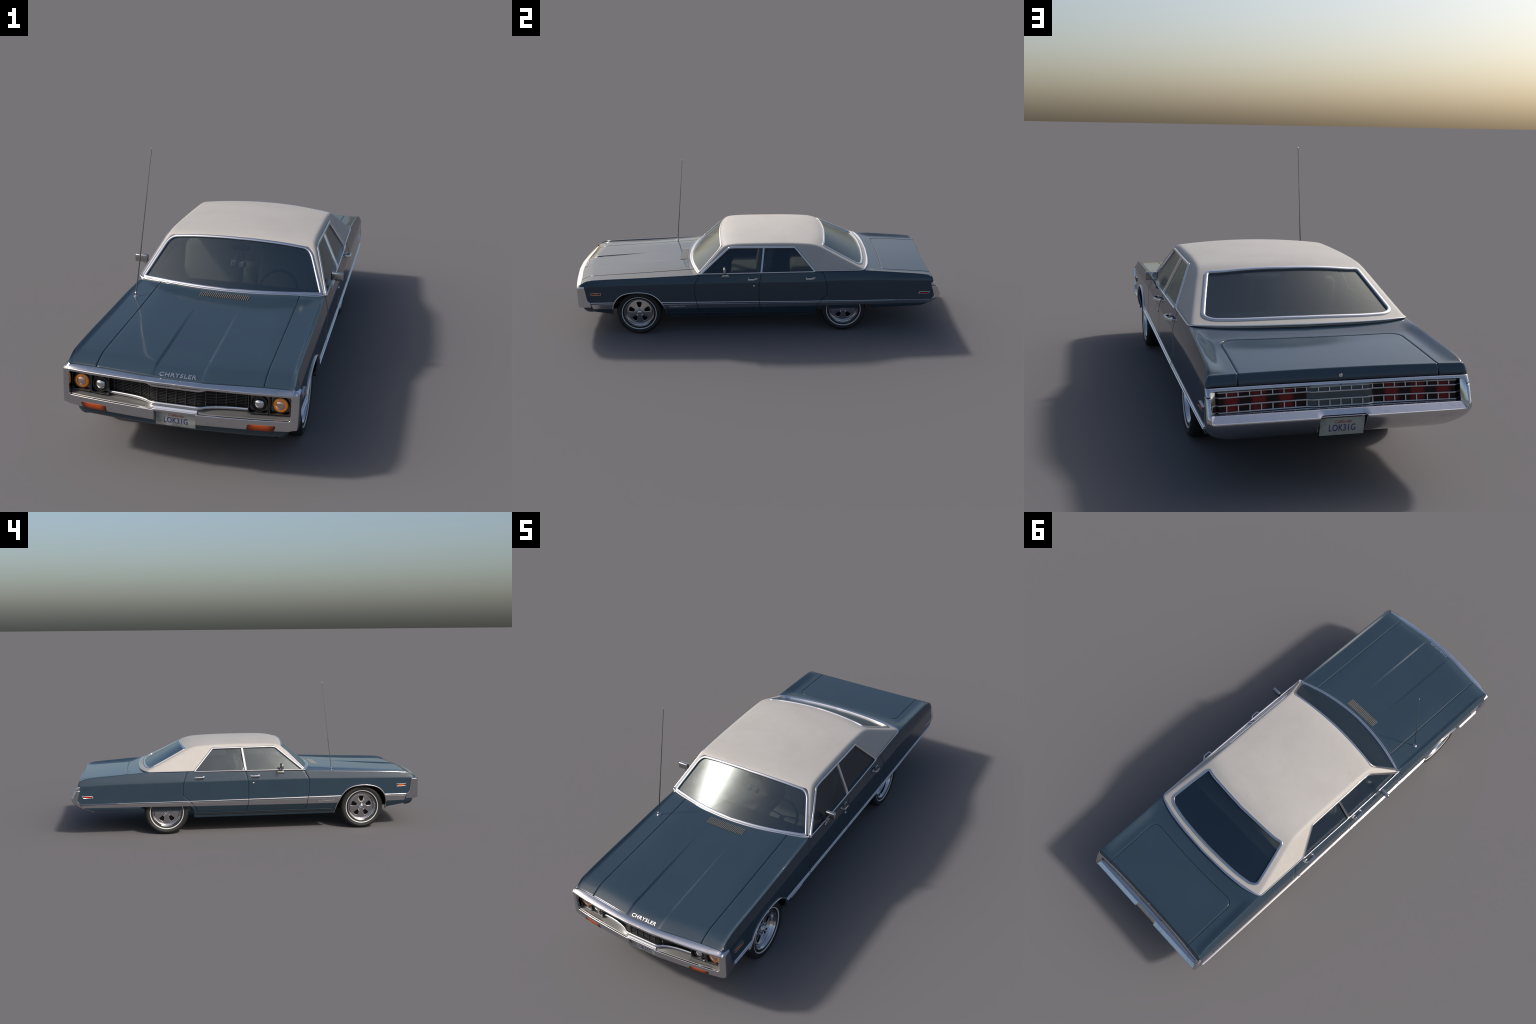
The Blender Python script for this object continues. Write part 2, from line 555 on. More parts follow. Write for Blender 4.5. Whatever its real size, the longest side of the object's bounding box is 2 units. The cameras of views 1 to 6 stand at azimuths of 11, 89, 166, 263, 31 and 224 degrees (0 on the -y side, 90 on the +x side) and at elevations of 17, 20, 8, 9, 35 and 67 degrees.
deck_prof = pchip((.55, .3610), (.60, .3545), (.62, .3508), (.65, .3436), (.675, .3386), (.70, .3360), (.80, .3293), (.90, .3221), (.938, .3190), (.99, .3150))
def deck_z(x, y):
    ax = np.abs(x)
    top = deck_prof(y) + .0015 * (1 - (ax / .28)**2)
    # rear face turns down along a slightly concave line
    yb = .9465 + .006 * (ax / .34)**2
    face = .3182 - (np.asarray(y) - yb) * 2.75
    z = softmin(.0018, top, face)
    # inner flank of the raised shoulder
    w = sstep(ax, .280, ridge_x(y) + .003)
    up = np.maximum(ridge_z(y) - z, 0)
    return z + up * w**1.3

def side_x(y, z):
    zr, xr, xc = ridge_z(y), ridge_x(y), crease_x(y)
    zc = np.minimum(crease_z0(y), zr - .004)
    up = xr + (zr - z) / np.maximum(zr - zc, 1e-4) * (xc - xr)
    bulge = .0012 * np.sin(np.pi * np.clip((zr - z) / np.maximum(zr - zc, 1e-4), 0, 1))
    up = up + bulge * sstep(y, .3, .5)
    tuck = 1 + .35 * sstep(y, .55, .8)
    zs = np.array([.185, .155, .12, .09, .05])
    ds = np.array([.0008, .0070, .0290, .0560, .085])
    low = xc - np.interp(-np.asarray(z), -zs, ds) * np.where(np.asarray(z) < .185, tuck, 1)
    mid = xc - .0008 * np.clip((zc - z) / .1, 0, 1)
    return np.where(z > zc, up, np.where(z > .185, mid, low))

def body_raw(y, t, topfn):
    """t < 0: across the top towards the centre line, t > 0: down the flank"""
    xr, zr = ridge_x(y), ridge_z(y)
    xt = xr + t; zt = topfn(xt, y)
    zs = zr - t; xs = side_x(y, zs)
    on_top = t < 0
    return np.stack([np.where(on_top, xt, xs), np.where(on_top, zt, zs)], -1)

GAUSS = [(-1.5, .08), (-.75, .24), (0, .36), (.75, .24), (1.5, .08)]
def body_surf(topfn):
    def f(y, t):
        y = np.asarray(y, float); t = np.asarray(t, float)
        zc = crease_z0(y); z = ridge_z(y) - t
        r = .0024 + .008 * sstep(y, .33, .48) * np.exp(-((z - zc) / .022)**2)
        acc = sum(w * body_raw(y, t + d * r, topfn) for d, w in GAUSS)
        return np.stack([acc[..., 0], y, acc[..., 1]], -1)
    return f

def belt_top(x, y):
    return ridge_z(y) - .06 * (ridge_x(y) - x)

FENDER = body_surf(hood_z)
DOOR = body_surf(belt_top)
QUARTER = body_surf(lambda x, y: np.where(np.asarray(y) < .55, belt_top(x, y), deck_z(x, y)))

# ------------------------------------------------------------------ door seams (y as a function of z)
seam_front = pchip((.10, -.3025), (.121, -.3085), (.150, -.3185), (.1925, -.3245), (.2237, -.3305), (.2604, -.3332), (.298, -.3293), (.3195, -.3187), (.3455, -.3060), (.37, -.296))
seam_mid = pchip((.10, .036), (.1231, .029), (.154, .0196), (.1905, .0164), (.2198, .0154), (.2745, .0166), (.3147, .0216), (.346, .0303), (.37, .037))
rear_pts = [(.3022, .108), (.3066, .1233), (.3167, .1565), (.3464, .1884), (.3826, .2185), (.3842, .2290), (.3836, .253), (.3810, .289), (.3704, .3248), (.3591, .3533)]
def seam_line(f, z0, z1, dy, n=40):
    z = np.linspace(z0, z1, n)
    return [(float(f(a)) + dy, a) for a in z]

def to_t(pts):
    P = np.array(pts, float)
    return np.stack([P[:, 0], ridge_z(P[:, 0]) - P[:, 1]], 1)

GAP = .0004
SILL_TOP = .1165

# wheel arch opening of the front fender (edge of the sheet metal)
arch = [(-.7850, .106), (-.7830, .1218), (-.7812, .150), (-.7788, .168), (-.7730, .188), (-.7585, .212), (-.7400, .2300), (-.7200, .2405), (-.689, .2488), (-.655, .2520), (-.622, .2512),
        (-.592, .2470), (-.5640, .2375), (-.5400, .2200), (-.5225, .2000), (-.5120, .184), (-.4990, .157), (-.4905, .125), (-.4868, .1010), (-.4852, .0870)]
arch = fillet(arch, .02, closed=False, seg=4)

def build_fender():
    # flank
    pts = [(-.9330, .2860), (-.9270, .2475), (-.9200, .203), (-.9080, .1900), (-.9350, .168), (-.9360, .156), (-.9060, .1370), (-.80, .1165)]
    pts += [tuple(p) for p in arch]
    pts += [(-.4750, .0870), (-.4740, SILL_TOP - .006)]
    pts += seam_line(seam_front, SILL_TOP, .336, -GAP)
    flank = to_t(dense(pts, .006, closed=False))
    # over the ridge, along the windshield base, back along the hood seam to the nose
    def tx(x, y): return (y, x - float(ridge_x(y)))
    top = []
    top += [( -.3075, .0005)]
    for x in np.linspace(.324, .2475, 16):
        top.append(tx(x, float(glass_base(x)) + .006))
    for y in np.linspace(-.345, -.9545, 100):
        top.append(tx(.2464, y))
    for x in np.linspace(.2464, .3295, 18):
        top.append(tx(x, float(hood_front(x)) + .0008))
    nose = [(-.9572, .002), (-.9545, .004), (-.947, .0105), (-.940, .0170)]
    L = np.vstack([flank, np.array(top), np.array(nose)])
    return panel(L, FENDER, sign=-1, step=(.009, .0030), bevel=.0038, extra=[((-.960, -.895, .0030), (-.10, .025, .0030))])

def clean(L, d=.0012):
    L = np.array(L); out = [L[0]]
    for p in L[1:]:
        if np.linalg.norm(p - out[-1]) > d: out.append(p)
    if np.linalg.norm(out[0] - out[-1]) < d: out.pop()
    return np.array(out)

def build_front_door():
    L = seam_line(seam_front, SILL_TOP, .3435, GAP) + [(-.303, .3465)]
    a = to_t(dense(L, .006, False))
    b = np.array([(y, -.012) for y in np.linspace(-.300, .029, 50)])
    c = to_t(dense(seam_line(seam_mid, .3465, SILL_TOP, -GAP), .006, False))
    d = to_t(dense([(float(seam_mid(SILL_TOP)) - GAP, SILL_TOP), (float(seam_front(SILL_TOP)) + GAP, SILL_TOP)], .008, False))[1:-1]
    return panel(clean(np.vstack([a, b, c, d])), DOOR, sign=-1, step=(.010, .0032), bevel=.0038)

def rear_seam(dy):
    P = fillet(rear_pts, [0, .01, .01, .012, .012, .01, .01, .01, .01, 0], closed=False, seg=5)
    P = P + [dy, 0]
    return P

def build_rear_door():
    a = to_t(dense(seam_line(seam_mid, SILL_TOP, .3475, GAP), .006, False))
    b = np.array([(y, -.012) for y in np.linspace(.034, .352, 50)])
    R = rear_seam(-GAP)[::-1]; R = R[R[:, 1] > SILL_TOP]
    c = to_t(dense(np.vstack([[(.3575, .3525)], R, [(.3030, SILL_TOP)]]), .006, False))
    d = to_t(dense([(.3025, SILL_TOP), (float(seam_mid(SILL_TOP)) + GAP, SILL_TOP)], .008, False))[1:-1]
    return panel(clean(np.vstack([a, b, c, d])), DOOR, sign=-1, step=(.010, .0032), bevel=.0038)

TRUNK_X, TRUNK_Y = .2625, .6835
def trunk_line(n=24):
    """half of the lid seam: rear edge -> front corner -> centre"""
    P = [(.2648, .9600), (.2632, .9470), (TRUNK_X, .90), (TRUNK_X - .0015, TRUNK_Y + .001), (.10, TRUNK_Y + .0085), (0, TRUNK_Y + .0095)]
    return fillet(P, [0, .006, 0, .040, .03, 0], closed=False, seg=8)

def build_quarter():
    R = rear_seam(GAP)
    pts = [(.3236, SILL_TOP - .004), (.3270, .1265), (.3345, .142), (.3430, .1560), (.3480, .1615), (.480, .1625), (.6100, .1625), (.6165, .158), (.6240, .146), (.6330, .1345),
           (.758, .1385), (.860, .1440), (.895, .1475), (.9270, .1615), (.9510, .1800), (.9655, .2000), (.9682, .2219), (.9640, .240), (.9550, .2643), (.9490, .2800), (.9550, .2868), (.9600, .2893)]
    flank = to_t(dense(pts, .006, False))
    def tx(x, y): return (y, x - float(ridge_x(y)))
    rear = [tx(x, .9565 + .0065 * (x / .344)**2) for x in np.linspace(.338, .2665, 14)]
    lid = [tx(x + .0004, y - .0004 * (y < .70)) for x, y in dense(trunk_line(), .006, False) if y < .957 and x > .0]
    lid += [tx(0, TRUNK_Y + .0086)]
    front = [tx(0, y) for y in np.linspace(TRUNK_Y + .002, .598, 14)]
    for x in np.linspace(.02, .318, 36):
        front.append(tx(x, .598 - .40 * x * x - .0 * x))
    belt = [(y, -.010) for y in np.linspace(.545, .3650, 24)]
    Rz = R[::-1]; Rz = Rz[Rz[:, 1] > SILL_TOP - .004]
    back = to_t(dense(np.vstack([[(.3620, .3530)], Rz]), .006, False))
    L = clean(np.vstack([flank, np.array(rear), np.array(lid), np.array(front), np.array(belt), back]))
    def free(P):
        return np.abs(P[:, 1] + ridge_x(P[:, 0])) < 2e-4
    return panel(L, QUARTER, sign=-1, step=(.009, .0032), bevel=.0038, free=free, extra=[((.925, .9655, .0014), (-.35, .05, .0036))])

def build_hood():
    half = [(x, float(hood_front(x)) + .0008) for x in np.linspace(0, .2455, 30)]
    half += [(.2456, y) for y in np.linspace(-.952, -.340, 90)]
    half += [(x, float(glass_base(x)) + .008) for x in np.linspace(.2446, 0, 30)]
    half = np.array(half)
    L = np.vstack([half, (half * [-1, 1])[::-1][1:-1]])
    S = lambda x, y: np.stack([x, y, hood_z(x, y)], -1)
    return panel(L, S, sign=1, step=(.0034, .010), bevel=.0038, extra=[((-.25, .25, .0036), (-.98, -.885, .0034))])

def build_lid():
    h = dense(trunk_line(), .006, False); h = h[::-1]
    h = np.array([(x - .0004, y + .0004 * (y < .70)) for x, y in h if y < .957])
    h[0, 0] = 0
    rear = np.array([(x, .9565 + .0065 * (x / .344)**2) for x in np.linspace(.2635, 0, 30)])
    half = np.vstack([h, rear])
    L = clean(np.vstack([half, (half * [-1, 1])[::-1][1:-1]]))
    S = lambda x, y: np.stack([x, y, deck_z(x, y)], -1)
    return panel(L, S, sign=1, step=(.008, .0045), bevel=.0038, extra=[((-.27, .27, .006), (.930, .960, .0014))])

def no_free(*a): pass

fV, fF = build_fender()
fenders = add_pair("front_fender", fV, fF, PAINT)
dV, dF = build_front_door()
fdoors = add_pair("front_door", dV, dF, PAINT)
rV, rF = build_rear_door()
rdoors = add_pair("rear_door", rV, rF, PAINT)
qV, qF = build_quarter()
quarters = add_pair("rear_quarter_panel", qV, qF, PAINT)
hood = add("hood", *build_hood(), PAINT)
lid = add("trunk_lid", *build_lid(), PAINT)

# ------------------------------------------------------------------ seam floors: painted strips just under the panel gaps
RIB = [(-.0045, -.0015), (-.0045, 0), (.0045, 0), (.0045, -.0015)]
bag = Bag()
ys = np.linspace(-.953, -.345, 90)
bag.both(*sweep(np.stack([np.full(90, .246), ys, hood_z(np.full(90, .246), ys) - .0036], 1), np.array([0, 0, 1.]), RIB))
for ln in (seam_line(seam_front, .118, .343, 0), seam_line(seam_mid, .118, .346, 0), [tuple(p) for p in rear_seam(0) if p[1] > .118]):
    q = dense(ln, .006, False); t = to_t(q)
    bag.both(*sweep(DOOR(t[:, 0], t[:, 1]) - [.0036, 0, 0], np.array([1., 0, 0]), RIB))
q = dense(trunk_line(), .006, False); q = q[q[:, 1] < .956]
bag.both(*sweep(np.stack([q[:, 0], q[:, 1], deck_z(q[:, 0], q[:, 1]) - .0036], 1), np.array([0, 0, 1.]), RIB))
add("seam_floor", bag.V, bag.F, PAINT)

# ------------------------------------------------------------------ rocker sills
def sill():
    y = np.linspace(-.4790, .3225, 60)
    prof = [(.3140, .1180), (.3165, .1155), (.3158, .1128), (.3118, .1100), (.3050, .0905), (.3020, .0866), (.275, .0866), (.275, .118)]
    P = np.array([[(px, yy, pz) for px, pz in prof] for yy in y])
    V, F = grid(P)
    m = len(prof)
    F.append(tuple(range(m))); F.append(tuple((len(y) - 1) * m + j for j in range(m))[::-1])
    return V, F
add_pair("rocker_sill", *[sill()[0], [tuple(reversed(f)) for f in sill()[1]]], PAINT)

# ------------------------------------------------------------------ side mouldings
mold_top = pchip((-.91, .1962), (-.78, .1962), (-.5, .1950), (-.32, .1940), (.02, .1922), (.35, .1905), (.69, .1905), (.96, .1893))
mold_bot = pchip((-.91, .1565), (-.78, .1545), (-.5, .1510), (-.32, .1530), (.02, .1562), (.35, .1600), (.69, .1645), (.96, .1675))
MOLD = [(0, -.003), (0, .0014), (.015, .0022), (.055, .0030), (.100, .0028), (.130, .0014), (.150, .0000), (.160, -.0006), (.235, -.0006), (.245, .0006), (.265, .0034), (.290, .0050),
        (.340, .0050), (.370, .0040), (.40, .0035), (.95, .0010), (1.0, .0004), (1.0, -.003)]
def moulding(y0, y1, n):
    """y0, y1: functions of z giving the two ends"""
    rows = []
    for s in np.linspace(0, 1, n):
        row = []
        for fz, o in MOLD:
            y = .5 * (float(y0(.175)) + float(y1(.175)))
            for _ in range(3):
                z = float(mold_top(y)) * (1 - fz) + float(mold_bot(y)) * fz
                y = float(y0(z)) * (1 - s) + float(y1(z)) * s
            z = float(mold_top(y)) * (1 - fz) + float(mold_bot(y)) * fz
            p = DOOR(np.array([y]), np.array([float(ridge_z(y)) - z]))[0]
            row.append((p[0] + o, y, z))
        rows.append(row)
    P = np.array(rows); V, F = grid(P); m = len(MOLD)
    F.append(tuple(range(m))); F.append(tuple((n - 1) * m + j for j in range(m))[::-1])
    F = [tuple(reversed(f)) for f in F]
    return V, F
const = lambda c: (lambda z: c)
arch_rear_end = pchip((.145, -.4915), (.157, -.4965), (.184, -.5095), (.20, -.5190))
arch_front_end = pchip((.15, -.7820), (.168, -.7810), (.188, -.7750), (.20, -.768))
bump_front_end = pchip((.155, -.8875), (.1945, -.8985))
rear_end = pchip((.1615, .9245), (.1675, .9330), (.180, .9455), (.1895, .9530))
rz = np.array([(z, y) for y, z in rear_seam(0)]); rear_at = lambda z: float(np.interp(z, rz[:, 0], rz[:, 1]))
GM = .0016
for par, a, b, n in ((fenders, bump_front_end, arch_front_end, 14), (fenders, arch_rear_end, lambda z: seam_front(z) - GM, 20),
                     (fdoors, lambda z: seam_front(z) + GM, lambda z: seam_mid(z) - GM, 30), (rdoors, lambda z: seam_mid(z) + GM, lambda z: rear_at(z) - GM, 30),
                     (quarters, lambda z: rear_at(z) + GM, rear_end, 50)):
    add_pair("side_moulding", *moulding(a, b, n), CHROME, par, angle=50)

# wheel arch trim
A = dense(arch, .006, False)
P3 = FENDER(A[:, 0], ridge_z(A[:, 0]) - A[:, 1])
V, F = sweep(P3 + [0.0005, 0, 0], np.array([1., 0, 0]), bead(.0062, .0042, -.006))
add_pair("wheel_arch_trim", V, F, CHROME, fenders)

# script on the fender moulding: a thin wavy raised wire
yy = np.linspace(-.475, -.385, 90)
zz = .1665 + .0024 * np.sin((yy + .475) * 2 * np.pi / .0105) * (.45 + .55 * np.abs(np.cos((yy + .475) * 42)))
xx = np.array([DOOR(np.array([a]), np.array([float(ridge_z(a)) - b]))[0][0] for a, b in zip(yy, zz)]) + .0032
add_pair("fender_script", *sweep(np.stack([xx, yy, zz], 1), np.array([1., 0, 0]), [(-.0005, -.002), (-.0005, .0006), (.0005, .0006), (.0005, -.002)]), LETTER, fenders)

# ------------------------------------------------------------------ side marker lamps
def marker(c, L, H, slant, lens, parents):
    y, z = c
    def S(yy, zz): return DOOR(yy, ridge_z(yy) - zz)
    def quad(l, h): return np.array([(y - l / 2 + slant * .5, z + h / 2), (y + l / 2 + slant * .5, z + h / 2), (y + l / 2 - slant * .5, z - h / 2), (y - l / 2 - slant * .5, z - h / 2)])
    def lift(P, o): return S(P[:, 0], P[:, 1]) + [o, 0, 0]
    o = [quad(L, H), quad(L, H), quad(L - .0026, H - .0026), quad(L - .0042, H - .0042), quad(L - .0042, H - .0042)]
    h = [-.004, .0036, .0041, .0036, .0010]
    P = np.array([lift(q, a) for q, a in zip(o, h)])
    P = np.transpose(P, (1, 0, 2))
    V, F = grid(P, True)
    F = [tuple(f) for f in F]
    bez = add_pair("side_marker_bezel", V, F, CHROME, parents)
    q = quad(L - .0042, H - .0042)
    u = np.linspace(0, 1, 9); w = np.linspace(0, 1, 5)
    P = np.array([[(q[0] * (1 - a) + q[1] * a) * (1 - b) + (q[3] * (1 - a) + q[2] * a) * b for b in w] for a in u])
    Q = lift(P.reshape(-1, 2), .0022).reshape(9, 5, 3); Q[..., 0] += .0012 * (np.sin(np.pi * u)[:, None]**.5) * np.sin(np.pi * w)[None]**.5
    V, F = grid(Q)
    add_pair("side_marker_lens", V, [tuple(reversed(f)) for f in F], lens, parents)
marker((-.8660, .2458), .0545, .0155, .0, SIDE_AMBER, fenders)
marker((.9095, .2290), .0560, .0130, .0075, SIDE_RED, quarters)

# ------------------------------------------------------------------ greenhouse
rail_x = pchip((-.33, .3300), (-.1, .3345), (0, .3348), (.2, .3335), (.32, .3322), (.60, .3302))
TUM = .49
def side_z(x, y): return .351 + (rail_x(y) - np.abs(x)) / TUM
def pane_x(y, z): return rail_x(y) - (np.asarray(z) - .351) * TUM
roof_c = pchip((-.30, .468), (-.24, .4855), (-.20, .4972), (-.16, .5038), (-.12, .5082), (-.08, .5100), (0, .5108), (.1, .5106), (.2, .5088), (.30, .5032), (.34, .4995), (.38, .4950), (.45, .481), (.62, .44))
def front_z(x, y): return .3490 + (np.asarray(y) - glass_base(x)) * .8640
def rear_z(x, y):
    ax2 = np.asarray(x)**2
    yb = .602 - .41 * ax2
    return .3705 + (yb - y) * (.530 - .053 * ax2 / .0608)
def roof_z(x, y):
    crown = roof_c(y) - .225 * np.asarray(x)**2
    return softmin(.0058, crown, side_z(x, y), rear_z(x, y), front_z(x, y) + .0015)
ROOF = lambda x, y: np.stack([x, y, roof_z(x, y)], -1)

WIN_TOP = .4815
def win_line():
    """outer edge of the side window opening, (y, z): base of A pillar -> C pillar base"""
    P = [(-.2985, .3535), (-.1480, .4790), (-.118, WIN_TOP), (.2140, .4785), (.3225, .3560)]
    return fillet(P, [0, .050, .030, .006, 0], closed=False, seg=10)

def glass_top(x): return -.1995 + .27 * np.asarray(x)**2       # windshield top edge in plan

def build_roof():
    half = [(x, float(glass_top(x)) + .001) for x in np.linspace(0, .238, 24)]
    half += [(.2450, -.1815), (.2530, -.1838), (.2590, -.1890)]
    for s in np.linspace(.08, 1, 26):
        x = .2605 + (.3240 - .2605) * s; y = -.187 + (-.3035 + .187) * s
        half.append((x, y))
    half.append((.3275, -.3030))
    for y, z in dense(win_line(), .006, False)[1:-1]:
        half.append((float(pane_x(y, z)), y))
    half += [(float(pane_x(y, .3582)), y) for y in np.linspace(.3240, .5600, 36)]
    rear = fillet([(.3270, .560), (.3265, .5760), (.3090, .5895), (.25, .6078), (.15, .6200), (.0, .6250)], [0, .02, .03, .05, .05, 0], closed=False, seg=6)
    half += [tuple(p) for p in dense(rear, .008, False)[1:]]
    half = np.array(half); half[0, 0] = 0; half[-1, 0] = 0
    L = clean(np.vstack([half, (half * [-1, 1])[::-1][1:-1]]), .0015)
    hole = rear_opening(.0045)
    return panel(L, ROOF, sign=1, step=(.0065, .0080), bevel=.0028, depth=.008, holes=[hole])

def rear_opening(shrink):
    """outline of the backlight in plan (x, y), outer edge of its chrome frame"""
    h = [(0, .3805 + shrink), (.10, .3765 + shrink), (.20, .3690 + shrink), (.2475 - shrink, .3590 + shrink), (.2700 - shrink, .46), (.2900 - shrink, .5600 - shrink), (.2600, .5795 - shrink), (.19, .5925 - shrink), (.10, .5995 - shrink), (0, .6020 - shrink)]
    h = fillet(h, [0, .04, .04, .012, .04, .045, .05, .05, .05, 0], closed=False, seg=7)
    h = dense(h, .008, False); h[0, 0] = 0; h[-1, 0] = 0
    return clean(np.vstack([h, (h * [-1, 1])[::-1][1:-1]]))

roof = add("vinyl_roof", *build_roof(), VINYL)

# backlight glass and frame
def loop_normals(S, L, sign=1): return surf_normal(S, L, sign)
RL = rear_opening(.0055)
REAR = lambda x, y: np.stack([x, y, rear_z(x, y)], -1)
V, F = panel(rear_opening(.008), lambda x, y: REAR(x, y) + np.array([0, -.0018, -.0034]), sign=1, step=(.012, .012), free=lambda P: np.ones(len(P), bool))
add("rear_window", V, F, GLASS)
add("rear_window_frame", *sweep(REAR(RL[:, 0], RL[:, 1]), loop_normals(REAR, RL), bead(.0115, .0040, -.006), closed=True), CHROME)

# drip rail and trim round the foot of the vinyl
edge = [(float(pane_x(y, .3560)) + .0015, y) for y in np.linspace(.3225, .5560, 30)]
rr = fillet([(.3290, .556), (.3285, .5765), (.3105, .5910), (.25, .6098), (.15, .6222), (.0, .6272)], [0, .02, .03, .05, .05, 0], closed=False, seg=6)
edge += [tuple(p) for p in dense(rr, .008, False)[1:]]
half = np.array(edge)
hz = np.where(half[:, 1] < .55, .3568, .3568 + .0030 * sstep(half[:, 1], .56, .60))
full = np.vstack([np.column_stack([half, hz]), np.column_stack([half * [-1, 1], hz])[::-1][1:]])
ctr = np.array([0, .3, .36]); nn = full - ctr; nn[:, 2] = .25 * np.abs(nn[:, 0] * 0 + .3)
add("vinyl_edge_trim", *sweep(full, nn, bead(.0042, .0020, -.010)), CHROME)

# ------------------------------------------------------------------ windshield
def WS(x, y): return np.stack([x, y, front_z(x, y) - .0008], -1)
def ws_loop(s):
    h = [(0, float(glass_base(0)) + s), (.10, float(glass_base(.10)) + s), (.2, float(glass_base(.2)) + s), (.29, float(glass_base(.29)) + s), (.3240 - s * 1.6, -.3100 + s * .9),
         (.2605 - s * .9, -.1830 - s * .6), (.20, float(glass_top(.2)) - s * .62), (.10, float(glass_top(.1)) - s * .62), (0, float(glass_top(0)) - s * .62)]
    h = fillet(h, [0, .05, .05, .03, .004, .030, .04, .05, 0], closed=False, seg=8)
    h = dense(h, .008, False); h[0, 0] = 0; h[-1, 0] = 0
    return clean(np.vstack([h, (h * [-1, 1])[::-1][1:-1]]))
V, F = panel(ws_loop(.007), lambda x, y: WS(x, y) + np.array([0, .002, -.0026]), sign=1, step=(.012, .012), free=lambda P: np.ones(len(P), bool))
add("windshield", V, F, GLASS)
WL = ws_loop(.0052)
wframe = add("windshield_frame", *sweep(WS(WL[:, 0], WL[:, 1]), loop_normals(WS, WL), bead(.0110, .0042, -.006), closed=True), CHROME)
# second bright strip along the cowl
cx = np.linspace(-.3300, .3300, 60); cy = glass_base(cx) - .0015
cz = np.maximum(hood_z(cx, cy), .3440) + .0006 + .004 * sstep(np.abs(cx), .30, .33)
add("cowl_strip", *sweep(np.stack([cx, cy, cz], 1), np.array([0, -.35, 1.]), bead(.0075, .0040, -.006)), CHROME, wframe)

# ------------------------------------------------------------------ side glass, frames, pillars
def PANE(y, z): return np.stack([pane_x(y, z), y, z], -1)
NS = np.array([1., 0, TUM])
wl = win_line()
path = dense(wl, .006, False)
ins = np.gradient(path, axis=0); ins = np.stack([ins[:, 1], -ins[:, 0]], 1); ins /= np.linalg.norm(ins, axis=1, keepdims=True)
path_in = path + ins * .0045
add_pair("window_frame", *sweep(PANE(path_in[:, 0], path_in[:, 1]), NS, bead(.0100, .0042, -.008)), CHROME)
bl = dense(fillet([(-.3095, .3478), (-.29, .3490), (.02, .3520), (.3130, .3530), (.3215, .3572)], [0, .01, 0, .008, 0], closed=False, seg=5), .01, False)
add_pair("belt_moulding", *sweep(PANE(bl[:, 0], bl[:, 1]) + [.0015, 0, 0], NS, bead(.0058, .0040, -.012)), CHROME)
bp = np.array([(.0290, .352), (.0453, .4790)])
bp = dense(bp, .02, False)
add_pair("centre_pillar", *sweep(PANE(bp[:, 0], bp[:, 1]), NS, [(-.0056, -.012), (-.0056, .0012), (-.0048, .0024), (-.0012, .0024), (-.0008, .0016), (.0008, .0016), (.0012, .0024), (.0048, .0024), (.0056, .0012), (.0056, -.012)]), CHROME)
def pane_loop(kind):
    t = WIN_TOP - .0055
    if kind == 0: P = [(-.289, .3500), (-.1445, .4700), (-.112, t), (.0420, t - .0012), (.0235, .3500)]; r = [0, .05, .03, .002, 0]
    else: P = [(.0380, .3500), (.0550, t - .0012), (.2095, .4725), (.3140, .3520)]; r = [0, .002, .004, 0]
    return dense(fillet(P, r, seg=8), .01)
for kind, par in ((0, fdoors), (1, rdoors)):
    V, F = panel(pane_loop(kind), lambda y, z: PANE(y, z) - np.array([.0055, 0, 0]), sign=1, step=(.03, .03), free=lambda P: np.ones(len(P), bool))
    add_pair("door_window", V, F, GLASS, par)

# ------------------------------------------------------------------ door handles, locks
def handle(yf, yr, par):
    z = .3225
    zz = float(ridge_z(yf)) - z
    xf = float(DOOR(np.array([yf]), np.array([zz]))[0][0])
    bag = Bag()
    # grip bar bowed out from the door, front foot short, rear foot a tapered paddle
    s = np.linspace(0, 1, 30); y = yf + (yr - yf) * s
    out = .0180 * np.clip(np.minimum(s / .10, (1 - s) / .34), 0, 1)**.8 + .001
    P = np.stack([xf + out, y, np.full_like(y, z) - .0035 * sstep(s, .55, 1)], 1)
    bag.put(*sweep(P, np.array([0, 0, 1.]), [(-.0026, -.0036), (-.0034, -.001), (-.0030, .0036), (.0024, .0040), (.0034, .001), (.0028, -.0036)]))
    bag.put(*rbox((.006, .022, .012), .002, 2, (xf + .0005, yr - .009, z - .004)))
    bag.put(*rbox((.006, .012, .010), .002, 2, (xf + .0005, yf + .004, z)))
    add_pair("door_handle", bag.V, bag.F, CHROME, par)
handle(-.0470, .0070, fdoors)
handle(.2645, .3190, rdoors)
lx = float(DOOR(np.array([-.0120]), np.array([float(ridge_z(-.012)) - .282]))[0][0])
V, F = lathe([(.0001, .0036), (.0030, .0034), (.0050, .0026), (.0056, .0012), (.0060, -.003)], 24)
V = V + [lx, -.0120, .2820]
add_pair("door_lock", V, [tuple(reversed(f)) for f in F], CHROME, fdoors)
V, F = lathe([(.0001, .0026), (.0035, .0024), (.0048, .0014), (.0052, -.003)], 24)
V = np.stack([V[:, 1], V[:, 0] * .9 + .9528, V[:, 2] + .3008 + V[:, 0] * .35], 1)
add("trunk_lock", V, [tuple(f) for f in F], CHROME, lid)

